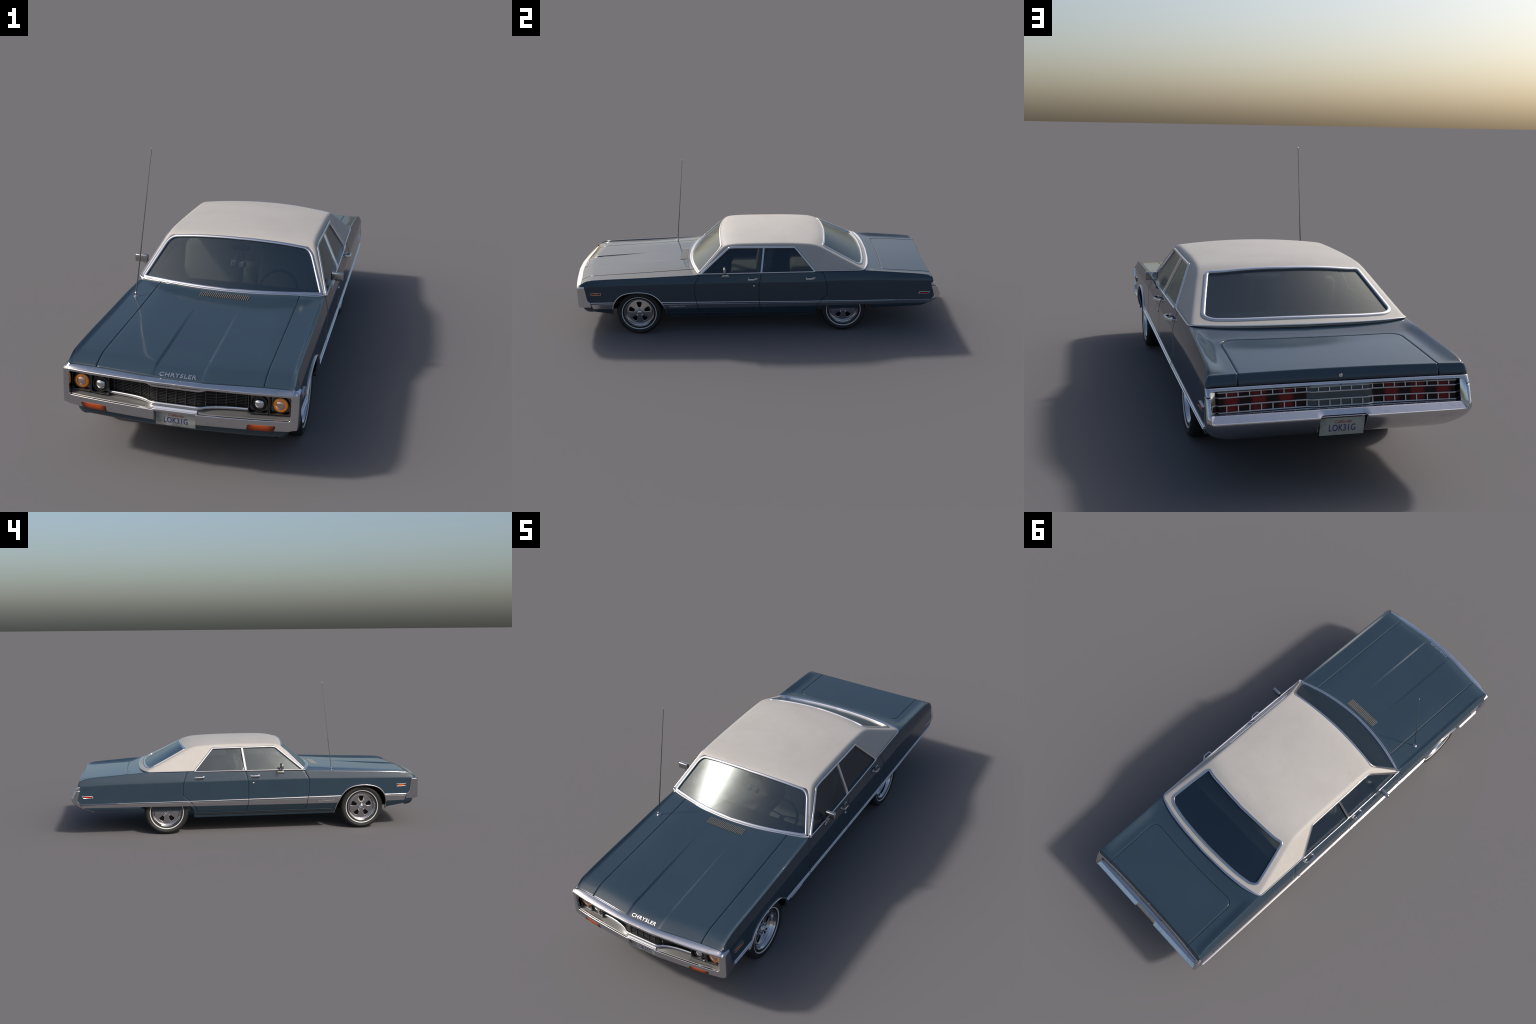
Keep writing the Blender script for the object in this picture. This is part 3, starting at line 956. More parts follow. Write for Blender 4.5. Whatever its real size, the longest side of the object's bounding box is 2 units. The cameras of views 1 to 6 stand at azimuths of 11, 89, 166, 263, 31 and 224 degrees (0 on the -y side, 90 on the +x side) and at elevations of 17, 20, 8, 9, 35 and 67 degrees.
# ------------------------------------------------------------------ wing mirrors
def wing_mirror(side, x0, x1, z0, z1, yc):
    bag = Bag()
    w, h = x1 - x0, z1 - z0
    def taper(x, y, z):
        k = .93 if y < 0 else 1
        return (x * k, y, z * k)
    bag.put(*rbox((w, .0140, h), .0042, 3, ((x0 + x1) / 2, yc, (z0 + z1) / 2), taper))
    # stalk from the door foot up to the head
    a, b = np.array([.3370, yc - .006, .3440]), np.array([x0 + w * .33, yc - .001, z0 + .003])
    s = np.linspace(0, 1, 8)[:, None]; P = a + (b - a) * s
    bag.put(*sweep(P, np.array([0, -1., 0]), [(-.0040, -.0030), (-.0040, .0030), (.0040, .0030), (.0040, -.0030)]))
    foot = rbox((.010, .050, .0120), .0022, 2, (.3385, yc + .004, .3395), lambda x, y, z: (x, y * (1.0 if z < 0 else .62), z))
    bag.put(*foot)
    V, F = bag.V, bag.F
    G = rbox((w * .90, .0012, h * .84), .0005, 1, ((x0 + x1) / 2, yc + .0074, (z0 + z1) / 2))
    if side < 0:
        V, F = flip(V, F); G = flip(*G)
    par = fdoors[0] if side > 0 else fdoors[1]
    add("wing_mirror", V, F, CAST, par)
    add("mirror_glass", *G, MIRRORGLASS, par)
wing_mirror(1, .3300, .3765, .3608, .3915, -.1685)
wing_mirror(-1, .3450, .3952, .3608, .3905, -.1715)

# ------------------------------------------------------------------ cowl vent and antenna
bag = Bag()
for i in range(26):
    x = -.0825 + i * .0066
    y0, y1 = -.4250, -.3870
    ys = np.linspace(y0, y1, 6)
    P = np.stack([np.full(6, x), ys, hood_z(np.full(6, x), ys) + .0009], 1)
    bag.put(*sweep(P, np.array([0, 0, 1.]), [(-.0012, -.003), (-.0009, .0012), (.0009, .0012), (.0012, -.003)]))
add("cowl_vent_slats", bag.V, bag.F, plain("vent_slat_metal", (.33, .33, .32), .4, .5), hood)
ys = np.linspace(-.4260, -.3860, 8); xs = np.linspace(-.0848, .0848, 20)
P = np.array([[(x, y, float(hood_z(x, y)) + .0004) for y in ys] for x in xs]); V, F = grid(P)
add("cowl_vent_floor", V, F, BLACK, hood)

ab = np.array([-.2922, -.4694, float(hood_z(np.array(-.2922), np.array(-.4694)))]); tip = np.array([-.2551, -.4194, .8324])
V, F = lathe([(.0080, -.001), (.0080, .0016), (.0062, .0030), (.0040, .0042), (.0034, .0075), (.0046, .0100), (.0044, .0130), (.0025, .0150), (.0010, .018)], 24)
V = np.stack([V[:, 1], V[:, 2], V[:, 0]], 1) + ab
base = add("antenna_base", V, [tuple(f) for f in F], CHROME)
d = (tip - ab); bag = Bag()
for s0, s1, r in ((.02, .36, .0022), (.36, .68, .0017), (.68, 1., .0013)):
    P = np.array([ab + d * s for s in np.linspace(s0, s1, 4)])
    bag.put(*sweep(P, np.array([1., 0, 0]), ring_profile(r, 8)))
add("antenna_mast", bag.V, bag.F, plain("antenna_steel", (.30, .29, .27), .3, 1.), base)
V, F = lathe([(.0001, .0026), (.0018, .0018), (.0026, 0), (.0018, -.0018), (.0001, -.0026)], 12)
add("antenna_tip", V + tip, F, CHROME, base)

# =====================================================================
#  FRONT END
# =====================================================================
front_y = pchip((0, -.9995), (.055, -.9995), (.064, -.9988), (.2063, -.9858), (.286, -.9755), (.3345, -.9668))
def plan_path():
    xs = np.concatenate([np.linspace(0, .06, 8), np.linspace(.064, .332, 40)])
    P = [(x, float(front_y(x))) for x in xs]
    P += [(.3380, -.9658), (.3418, -.9640), (.3444, -.9610), (.3458, -.9565)]
    P += [(.3463 + .0002 * s, -.9500 + .0700 * s) for s in np.linspace(0, 1, 12)]
    return np.array(P)
FP = plan_path(); FW = np.concatenate([[0], np.cumsum(np.linalg.norm(np.diff(FP, axis=0), axis=1))])
FT = np.gradient(FP, axis=0); FT /= np.linalg.norm(FT, axis=1, keepdims=True)
FN = np.stack([FT[:, 1], -FT[:, 0]], 1)               # outward: forward, then sideways
def w_of_x(x): return float(np.interp(x, FP[:48, 0], FW[:48]))
W_CORNER = float(np.interp(.3412, FP[:50, 0], FW[:50]))
def w_of_y(y): return float(np.interp(y, FP[48:, 1], FW[48:]))
def FASCIA(w, z):
    w = np.asarray(w, float); z = np.asarray(z, float)
    x = np.interp(w, FW, FP[:, 0]); y = np.interp(w, FW, FP[:, 1])
    nx = np.interp(w, FW, FN[:, 0]); ny = np.interp(w, FW, FN[:, 1])
    r = .014; d = np.clip(.178 - z, 0, r * .98)
    off = -(r - np.sqrt(r * r - d * d)) - .010 * np.clip(.178 - z - r * .98, 0, 1)
    off = off + .0012 * np.cos(np.clip((z - .215) / .06, -1.2, 1.2))
    return np.stack([x + nx * off, y + ny * off, z + 0 * x], -1)
def lip_top(w):
    """upper front edge of the loop bumper"""
    return np.interp(w, [0, w_of_x(.06), w_of_x(.33), W_CORNER, w_of_y(-.925)], [.2872, .2868, .2815, .2788, .2850])

def build_front_bumper():
    z0, zo = .1645, .2012
    wb = w_of_y(-.9275)
    pts = [(w_of_x(.0605), zo), (w_of_x(.0605), z0 - .001), (w_of_x(.2), z0), (w_of_x(.318), z0 + .001), (W_CORNER - .004, z0 + .010), (w_of_y(-.9500), z0 + .0010), (w_of_y(-.8938), .1612),
           (w_of_y(-.9000), .1950), (w_of_y(-.9138), .2040), (w_of_y(-.9206), .2475), (wb, .2845)]
    top = [(w, float(lip_top(w))) for w in np.linspace(w_of_y(-.930), W_CORNER + .006, 5)] + [(w, float(lip_top(w))) for w in np.linspace(W_CORNER, 0, 40)]
    inner = [(0, .2785)] + [(w, float(lip_top(w)) - .0082) for w in np.linspace(w_of_x(.02), w_of_x(.300), 30)]
    inner += [tuple(p) for p in fillet([(w_of_x(.300), .2745), (w_of_x(.3255), .2725), (w_of_x(.3255), zo), (w_of_x(.29), zo)], [0, .006, .009, 0], closed=False)[1:]]
    L = clean(dense(fillet(pts, [0, 0, 0, .006, .006, .006, .003, .006, .008, 0, 0], closed=False, seg=3).tolist() + top + inner, .006), .001)
    free = lambda P: P[:, 0] < 5e-4
    return panel(L, FASCIA, sign=1, step=(.008, .004), bevel=.0022, depth=.012, free=free)

bV, bF = build_front_bumper()
bag = Bag(); bag.both(bV, bF)
# top strip that closes the gap to the hood
rows = []
for x in np.linspace(-.345, .345, 121):
    ax = abs(x)
    w = min(w_of_x(ax), W_CORNER)
    fr = FASCIA(np.array([w]), np.array([float(lip_top(w))]))[0]
    yh = float(hood_front(min(ax, .3295))); zh = .2910 if ax < .3295 else .2880
    row = []
    fx = min(ax, .3412)
    for s in np.linspace(0, 1, 6):
        yy = (fr[1] + .0016) * (1 - s) + (yh + .002) * s
        zz = (fr[2] - .0004) * (1 - s) + (zh - .0012) * s + .0016 * math.sin(math.pi * s)
        xx = ax if ax <= .3295 else fx
        row.append((math.copysign(xx, x), yy, zz))
    rows.append(row)
V, F = grid(np.array(rows)); bag.put(V, F)
# corner caps: from the top edge of the cheek to the fender tip
rows = []
for wv in np.linspace(W_CORNER - .012, w_of_y(-.9290), 14):
    p = FASCIA(np.array([wv]), np.array([float(lip_top(wv)) - .0006]))[0]
    y = p[1]
    q = np.array([min(p[0] - .004, float(ridge_x(y)) - .001), max(y + .004, -.957), min(float(ridge_z(max(y + .004, -.957))) + .0002, .2945)])
    rows.append([p * (1 - s) + q * s for s in (0, .5, 1)])
V, F = grid(np.array(rows)); bag.both(V, [tuple(reversed(f)) for f in F])
# centre lip above the number plate
cxs = np.linspace(-.066, .066, 30)
P = np.stack([cxs, front_y(np.abs(cxs)) + .0050, np.full_like(cxs, .2008)], 1)
bag.put(*sweep(P, np.array([0, -1., 0]), [(-.0036, -.012), (-.0036, .0025), (-.0020, .0042), (.0020, .0048), (.0034, .0040), (.0036, -.012)]))
front_bumper = add("front_bumper", bag.V, bag.F, BUMPER)

# turn signals set into the lower bumper
def turn():
    q = np.array([(w_of_x(.2070), .1868), (w_of_x(.2860), .1862), (w_of_x(.2810), .1655), (w_of_x(.2045), .1655)])
    Lp = dense(fillet(q, [.004, .004, .006, .006]), .004)
    return panel(Lp, lambda w, z: FASCIA(w, z) + np.array([0, -.0012, 0]), sign=1, step=(.008, .005), bevel=.0016, depth=.006)
add_pair("turn_signal", *turn(), TURN, (front_bumper, front_bumper))

# bar paths of the gull-wing grille
bar_y = pchip((0, -.9880), (.060, -.9880), (.067, -.9868), (.085, -.9765), (.11, -.9670), (.15, -.9585), (.205, -.9525))
def bar_path(n=60, xm=.205):
    return np.linspace(-xm, xm, n * 2 + 1)
gx = bar_path()
low = np.stack([gx, bar_y(np.abs(gx)), np.full_like(gx, .2172)], 1)
elli = [(.0057 * math.cos(t), .0056 * math.sin(t)) for t in np.linspace(0, 2 * math.pi, 12, endpoint=False)]
V, F = sweep(low, np.array([0, -1., 0]), elli)
grille = add("grille_lower_bar", V, F, CHROME, front_bumper)
ux = np.linspace(-.165, .165, 90)
up = np.stack([ux, bar_y(np.abs(ux)), pchip((0, .2715), (.066, .2715), (.10, .2742), (.165, .2782))(np.abs(ux))], 1)
add("grille_upper_bar", *sweep(up, np.array([0, -1., 0]), [(-.0052, -.006), (-.0052, .002), (-.0026, .0048), (.0030, .0048), (.0052, .002), (.0052, -.006)]), CHROME, front_bumper)

# grille mesh: slats and posts on a dark back panel, following the bar in plan
def gy(x): return bar_y(np.abs(x)) + .0085
bag = Bag()
for k in range(11):
    z = .2235 + k * .0048
    P = np.stack([gx, gy(gx), np.full_like(gx, z)], 1)
    bag.put(*sweep(P, np.array([0, -1., 0]), [(-.0011, -.004), (-.0011, .0012), (.0011, .0012), (.0011, -.004)]))
for k in range(-7, 8):
    x = k * .0278
    if abs(x) < .2:
        bag.put(*rbox((.0034, .006, .054), .0006, 1, (x, float(gy(x)) - .0002, .2475)))
add("grille_slats", bag.V, bag.F, GRILLE, front_bumper)
P = np.array([[(x, float(gy(x)) + .0045, z) for z in np.linspace(.214, .280, 6)] for x in gx]); V, F = grid(P)
add("grille_back_panel", V, F, BLACK, front_bumper)

# satin tray between lower lip and lamps
rows = []
for x in np.linspace(.0640, .3262, 60):
    yf = float(front_y(x))
    back = float(bar_y(min(x, .205))) + .004 if x < .205 else -.9360
    prof = [(yf + .0035, .2008), (yf + .0055, .2016), (yf + .0062, .2030), (yf + .0078, .2034), (yf + .0090, .2026)]
    end = max(back, yf + .012)
    for s in np.linspace(.15, 1, 6): prof.append((yf + .009 + (end - yf - .009) * s, .2026 + .0085 * s))
    rows.append([(x, y, z) for y, z in prof])
V, F = grid(np.array(rows)); add_pair("bumper_tray", V, F, TRAY, (front_bumper, front_bumper), angle=50)
rows = []
for x in np.linspace(-.0640, .0640, 30):
    prof = [(-.9950, .2040), (-.9935, .2062), (-.9920, .2050), (-.9905, .2062), (-.9890, .2092), (-.9870, .2100), (-.985, .2135)]
    rows.append([(x, y, z) for y, z in prof])
V, F = grid(np.array(rows)); add("bumper_centre_step", V, F, CHROME, front_bumper)
# roof of the lamp recess
rows = [[(x, y, .2790 - .02 * abs(x) + (y + .97) * 0) for y in np.linspace(float(front_y(abs(x))) + .004, -.93, 4)] for x in np.linspace(-.326, .326, 60)]
V, F = grid(np.array(rows)); add("lamp_recess_roof", V, [tuple(reversed(f)) for f in F], BLACK, front_bumper)
rows = [[(.3262, y, z) for y in np.linspace(-.962, -.925, 4)] for z in np.linspace(.200, .274, 4)]
V, F = grid(np.array(rows)); add_pair("lamp_recess_cheek", V, F, LAMPBOX, (front_bumper, front_bumper))

# headlamps in square housings
def headlamp(x0, x1, yf0, yf1, amber):
    zb, zt = .2108, .2705
    def yf(x): return yf0 + (yf1 - yf0) * (x - x0) / (x1 - x0)
    def sq(m, dy, r):
        P = fillet([(x0 + m, zb + m), (x1 - m, zb + m), (x1 - m, zt - m), (x0 + m, zt - m)], r, seg=4)
        P = dense(P, .01)
        return np.array([(p[0], yf(p[0]) + dy, p[1]) for p in P])
    rings = [sq(.0002, .030, .004), sq(.0002, .0006, .004), sq(.0008, -.0004, .004), sq(.0022, -.0004, .004), sq(.0028, .0008, .004), sq(.0050, .0145, .006)]
    n = min(len(r) for r in rings)
    def resample(r):
        c = np.vstack([r, r[:1]]); s = np.concatenate([[0], np.cumsum(np.linalg.norm(np.diff(c, axis=0), axis=1))]); s /= s[-1]
        t = np.linspace(0, 1, 48, endpoint=False)
        return np.stack([np.interp(t, s, c[:, i]) for i in range(3)], 1)
    R = np.array([resample(r) for r in rings])
    V, F = grid(np.transpose(R, (1, 0, 2)), True)
    F = list(F) + [tuple(i * len(rings) + len(rings) - 1 for i in range(48))]
    par = (front_bumper, front_bumper)
    boxes = add_pair("headlamp_housing", V, F, LAMPBOX, par)
    cx, cz = (x0 + x1) / 2 + .0008, .2385
    cy = yf(cx) + .0080
    def turned(prof, name, mat, n=40):
        V, F = lathe(prof, n)
        V = np.stack([V[:, 1] + cx, -V[:, 0] + cy, V[:, 2] + cz], 1)
        add_pair(name, V, [tuple(f) for f in F], mat, boxes)
    R0 = .0222
    turned([(R0 + .0018, -.012), (R0 + .0018, .0010), (R0 + .0010, .0022), (R0 - .0002, .0022), (R0 - .0010, .0008), (R0 - .001, -.006)], "headlamp_ring", LAMPBOX)
    if amber:
        turned([(R0 - .0008, -.002), (R0 - .0015, .0012), (R0 - .004, .0030), (.0150, .0044), (.0140, .0040), (.0134, .0030)], "headlamp_lens", AMBERRING)
        turned([(.0142, .0030), (.0132, .0052), (.0095, .0072), (.005, .0082), (.0001, .0086)], "headlamp_bulb", AMBERLENS)
    else:
        turned([(R0 - .0008, -.002), (R0 - .002, -.0005), (.0180, -.0035), (.0148, -.0030), (.0140, -.0010)], "headlamp_bowl", DARKPLASTIC)
        turned([(.0145, -.003), (.0140, .0022), (.0115, .0050), (.007, .0070), (.0035, .0078), (.0001, .0081)], "headlamp_bulb", CLEARLENS)
headlamp(.2032, .2618, -.9660, -.9600, False)
headlamp(.2622, .3222, -.9600, -.9522, True)

# hood lettering, seven-letter maker's name on the nose
V, F = text_mesh("CHRYSLER", .0200, .0006, .0004, 0, 1.0, 1.12)
wid = V[:, 0].max() - V[:, 0].min(); V[:, 0] *= .1085 / wid; V[:, 1] *= .0142 / (V[:, 1].max() - V[:, 1].min())
tx_, ty_ = V[:, 0], -.9645 + V[:, 1] * .92
X, Y = tx_, ty_
Z = hood_z(X, Y) + .0012 + V[:, 2]
add("hood_lettering", np.stack([X, Y, Z], 1), F, LETTER, hood)

# number plates
def number_plate(rear):
    zc, h, w = (.1757, .0476, .1165) if rear else (.1722, .0465, .1170)
    yc = .9738 if rear else -.9845
    tilt = .16 if rear else -.13
    sg = 1 if rear else -1
    bag = Bag()
    def place(V, lift):
        # plate-local: X right, Y up, Z out
        V = np.asarray(V); xs = V[:, 0] * (-1 if rear else 1)
        return np.stack([xs, yc + V[:, 1] * tilt + sg * (V[:, 2] + lift), zc + V[:, 1]], 1)
    Vb, Fb = rbox((w, h, .0016), .0006, 2)
    name = "number_plate"
    p = add(name, place(Vb, 0), Fb if not rear else [tuple(f) for f in Fb], PLATE)
    V, F = text_mesh("LOK31G", .0245, .0004, .0003, 0, .86, 1.10)
    V[:, 0] *= .070 / (V[:, 0].max() - V[:, 0].min()); V[:, 1] *= .0180 / (V[:, 1].max() - V[:, 1].min())
    V[:, 1] -= .0040; V[:, 0] += .0005
    add("plate_characters", place(V, .0011), F, INK, p)
    V, F = text_mesh("California", .0120, .0003, 0, .35, 1.0, .92)
    V[:, 0] *= .045 / (V[:, 0].max() - V[:, 0].min())
    V[:, 1] += .0130; V[:, 0] += .0020
    add("plate_script", place(V, .0011), F, REDINK, p)
number_plate(False); number_plate(True)
# recess behind the front plate
V, F = rbox((.120, .004, .040), 0, 1, (0, -.9760, .182)); add("plate_bracket", V, F, DARKPLASTIC, front_bumper)

# front valance below the bumper
rows = []
for x in np.linspace(-1, 1, 81):
    ax = abs(x)
    w = ax * (w_of_y(-.900))
    px, py = np.interp(w, FW, FP[:, 0]), np.interp(w, FW, FP[:, 1]); nx, ny = np.interp(w, FW, FN[:, 0]), np.interp(w, FW, FN[:, 1])
    zb = .1385 - .004 * ax
    ch = .016 * math.exp(-((w - W_CORNER) / .026)**2)
    row = []
    for o, z in ((-.020, .170), (-.0205, .160), (-.0225, .150), (-.0275, zb + .003), (-.032, zb), (-.050, zb + .001), (-.07, zb + .006)):
        k = sstep(w, W_CORNER - .03, W_CORNER)
        oo = o * (1 + .35 * k) - ch
        row.append((math.copysign(px + nx * oo - .4 * ch, x), py + ny * (o - ch) + .4 * ch, z - .010 * k * sstep(w, W_CORNER, w_of_y(-.90))))
    rows.append(row)
V, F = grid(np.array(rows)); add("front_valance", V, F, PAINT)

# =====================================================================
#  REAR END
# =====================================================================
rear_prof = pchip((.130, .895), (.1395, .918), (.150, .9405), (.160, .9565), (.1757, .9752), (.190, .9880), (.2035, .9965), (.2120, .9992), (.2178, .9994), (.2319, .9938), (.2652, .9787), (.2896, .9638), (.30, .957))
rear_half = pchip((.130, .300), (.1395, .312), (.150, .3225), (.1604, .3315), (.1757, .3410), (.190, .3455), (.2018, .3468), (.24, .3472), (.29, .3452), (.30, .344))
def RP(w, z):
    """w: 0..1 across the straight back (centre -> corner), 1..2 round the corner, >2 forward in metres"""
    w = np.asarray(w, float); z = np.asarray(z, float)
    H, Y = rear_half(z), rear_prof(z)
    rc = np.interp(z, [.145, .17, .21, .29], [.045, .034, .013, .009])
    xs = (H - rc) * np.clip(w, 0, 1)
    a = np.clip(w - 1, 0, 1) * math.pi / 2
    x = np.where(w < 1, xs, H - rc + rc * np.sin(a))
    conc = .0118 * (1 - (x / .345)**2) * np.clip((z - .212) / .076, 0, 1)
    y = np.where(w < 1, Y, Y - rc + rc * np.cos(a)) - conc
    y = y - np.clip(w - 2, 0, None)
    return np.stack([x, y, z + 0 * x], -1)
# metric-like coordinate s along the path for meshing
S_STRAIGHT, S_ARC = .325, .025
def REARS(s, z):
    s = np.asarray(s, float)
    w = np.where(s < S_STRAIGHT, s / S_STRAIGHT, np.where(s < S_STRAIGHT + S_ARC, 1 + (s - S_STRAIGHT) / S_ARC, 2 + (s - S_STRAIGHT - S_ARC)))
    return RP(w, z)
def s_of_x(x, z):
    rc = np.interp(z, [.145, .17, .21, .29], [.045, .034, .013, .009]); H = float(rear_half(z))
    if x <= H - rc: return x / (H - rc) * S_STRAIGHT
    return S_STRAIGHT + math.asin(min(1, (x - H + rc) / rc)) / (math.pi / 2) * S_ARC
def s_of_y(y, z):
    rc = np.interp(z, [.145, .17, .21, .29], [.045, .034, .013, .009])
    return S_STRAIGHT + S_ARC + max(0, float(rear_prof(z)) - float(rc) - y)
LIPZ = .2072
def rear_lower():
    edge = [(.872, .1395), (.888, .1440), (.9204, .1600), (.944, .1802), (.9588, .2004), (.9614, .2219), (.9575, .240), (.9487, .2645)]
    notch = .0620
    pts = [(s_of_x(notch, LIPZ), LIPZ), (s_of_x(notch, .18), .180), (s_of_x(notch, .145), .145), (s_of_x(.2, .140), .1395), (S_STRAIGHT, .1385), (S_STRAIGHT + S_ARC, .1385)]
    pts += [(s_of_y(y, z), z) for y, z in edge]
    pts += [(s_of_y(.9560, .2672), .2672), (s_of_x(.3352, .2672), .2672)]
    pts += [(s_of_x(.3350, .240), .240), (s_of_x(.3345, .222), .222)]
    arc = fillet([(s_of_x(.3342, .222), .222), (s_of_x(.3342, .2085), LIPZ), (s_of_x(.30, LIPZ), LIPZ)], [0, .010, 0], closed=False)
    pts += [tuple(p) for p in arc[1:]]
    L = clean(dense(pts, .006), .001)
    return panel(L, REARS, sign=-1, step=(.008, .004), bevel=.0022, depth=.016)
def rear_upper():
    zt = .2885
    pts = [(0, zt), (S_STRAIGHT, zt), (S_STRAIGHT + S_ARC, zt - .0005), (s_of_y(.9400, .286), .2862), (s_of_y(.9385, .282), .282), (s_of_y(.9470, .2690), .2690), (s_of_x(.3355, .269), .2690)]
    arc = fillet([(s_of_x(.3352, .2690), .2690), (s_of_x(.3350, .2815), .2805), (s_of_x(.315, .281), .2810)], [0, .008, 0], closed=False)
    pts += [tuple(p) for p in arc] + [(0, .2812)]
    L = clean(dense(pts, .006), .001)
    return panel(L, REARS, sign=-1, step=(.008, .003), bevel=.0022, depth=.010, free=lambda P: P[:, 0] < 5e-4)
bag = Bag(); bag.both(*rear_lower())
# shelf sloping from the lip up to the lamps
rows = []
for x in np.linspace(-.334, .334, 90):
    ax = abs(x)
    cut = 1 - sstep(ax, .0595, .0635)
    p = REARS(np.array([s_of_x(min(ax, .333), LIPZ)]), np.array([LIPZ]))[0]
    yl, zl = p[1] - .0012 - .0085 * cut, p[2] - .0002 + .0035 * cut
    rows.append([(x, yl * (1 - s) + .9790 * s, zl * (1 - s) + .2225 * s) for s in np.linspace(0, 1, 7)] + [(x, .9775, .2235), (x, .9680, .2235), (x, .942, .2235)])
V, F = grid(np.array(rows)); bag.put(V, [tuple(f) for f in F])
# side cheeks of the opening
rows = []
for z in np.linspace(.2085, .2795, 12):
    p = REARS(np.array([s_of_x(.3348, z)]), np.array([z]))[0]
    q = np.array([.3225, .9625 + (.2727 - z) * .24, z])
    rows.append([p * (1 - s) + q * s - np.array([0, .002 * (1 - s), 0]) for s in np.linspace(0, 1, 5)])
V, F = grid(np.array(rows)); bag.both(V, [tuple(reversed(f)) for f in F])
# plate pocket
V, F = rbox((.1240, .004, .050), 0, 1, (0, .9655, .184), lambda x, y, z: (x, y + z * .2, z)); bag.put(V, F)
V, F = rbox((.1240, .0240, .003), .001, 1, (0, .9775, .2065)); bag.put(V, F)
rear_bumper = add("rear_bumper", bag.V, bag.F, BUMPER)

bag = Bag(); bag.both(*rear_upper())
def lamp_y(x, z):
    ax = np.abs(x)
    y = .9465 + .0135 * (ax / .32)**2 + (.2727 - z) * .18 + .0065 * (1 - sstep(ax, .0700, .0870))
    return y - .012 * sstep(ax, .305, .3235)**2
rows = []
for x in np.linspace(-.336, .336, 90):
    ax = abs(x)
    p = REARS(np.array([s_of_x(ax, .281)]), np.array([.2805]))[0]
    q = np.array([ax, float(lamp_y(min(ax, .31), .2735)) - .001, .2738])
    rows.append([((p * (1 - s) + q * s)[0] * (1 if x > 0 else -1), (p * (1 - s) + q * s)[1] - .0015 * (1 - s), (p * (1 - s) + q * s)[2] + .002 * math.sin(math.pi * s)) for s in np.linspace(0, 1, 5)])
V, F = grid(np.array(rows)); bag.put(V, [tuple(reversed(f)) for f in F])
add("tail_trim", bag.V, bag.F, BUMPER, rear_bumper)

# lamp lenses, centre panel and the bar lattice in front of them
def lamp_sheet(x0, x1, n, back):
    rows = [[(x, float(lamp_y(x, z)) - back, z) for z in np.linspace(.2235, .2760, 8)] for x in np.linspace(x0, x1, n)]
    return grid(np.array(rows))
V, F = lamp_sheet(.0872, .3240, 40, .0045)
add_pair("tail_lamp", V, F, TAIL, (rear_bumper, rear_bumper))
V, F = lamp_sheet(-.0872, .0872, 40, .0030)
add("tail_centre_panel", V, F, SATIN, rear_bumper)
bag = Bag()
bx = np.linspace(-.3235, .3235, 140)
def hbar(z, t, o=.0): 
    P = np.stack([bx, lamp_y(bx, z) + o, np.full_like(bx, z)], 1)
    bag.put(*sweep(P, np.array([0, 1., 0]), [(-t / 2, -.006), (-t / 2, .0014), (-t / 2 + .0006, .0020), (t / 2 - .0006, .0020), (t / 2, .0014), (t / 2, -.006)]))
hbar(.2619, .0036); hbar(.2430, .0036); hbar(.2740, .0030); hbar(.2262, .0034)
pitch = (.3225 - .0872) / 8
vx = [.0872 + k * pitch for k in range(8)] + [.058, .029]
for x in [*vx, 0, *[-a for a in vx]]:
    for za, zb in ((.2619, .2740), (.2262, .2430)):
        zs = np.linspace(za, zb, 4)
        P = np.stack([np.full(4, x), lamp_y(np.full(4, x), zs), zs], 1)
        bag.put(*sweep(P, np.array([0, 1., 0]), [(-.0016, -.006), (-.0016, .0008), (-.0010, .0014), (.0010, .0014), (.0016, .0008), (.0016, -.006)]))
for sx in (-1, 1):
    zs = np.linspace(.2262, .2740, 8)
    P = np.stack([np.full(8, .3232 * sx), lamp_y(np.full(8, .310), zs) + .001, zs], 1)
    bag.put(*sweep(P, np.array([0, 1., 0]), [(-.0014, -.012), (-.0014, .0012), (.0014, .0012), (.0014, -.012)]))
add("tail_lamp_lattice", bag.V, bag.F, BARBLUE, rear_bumper)

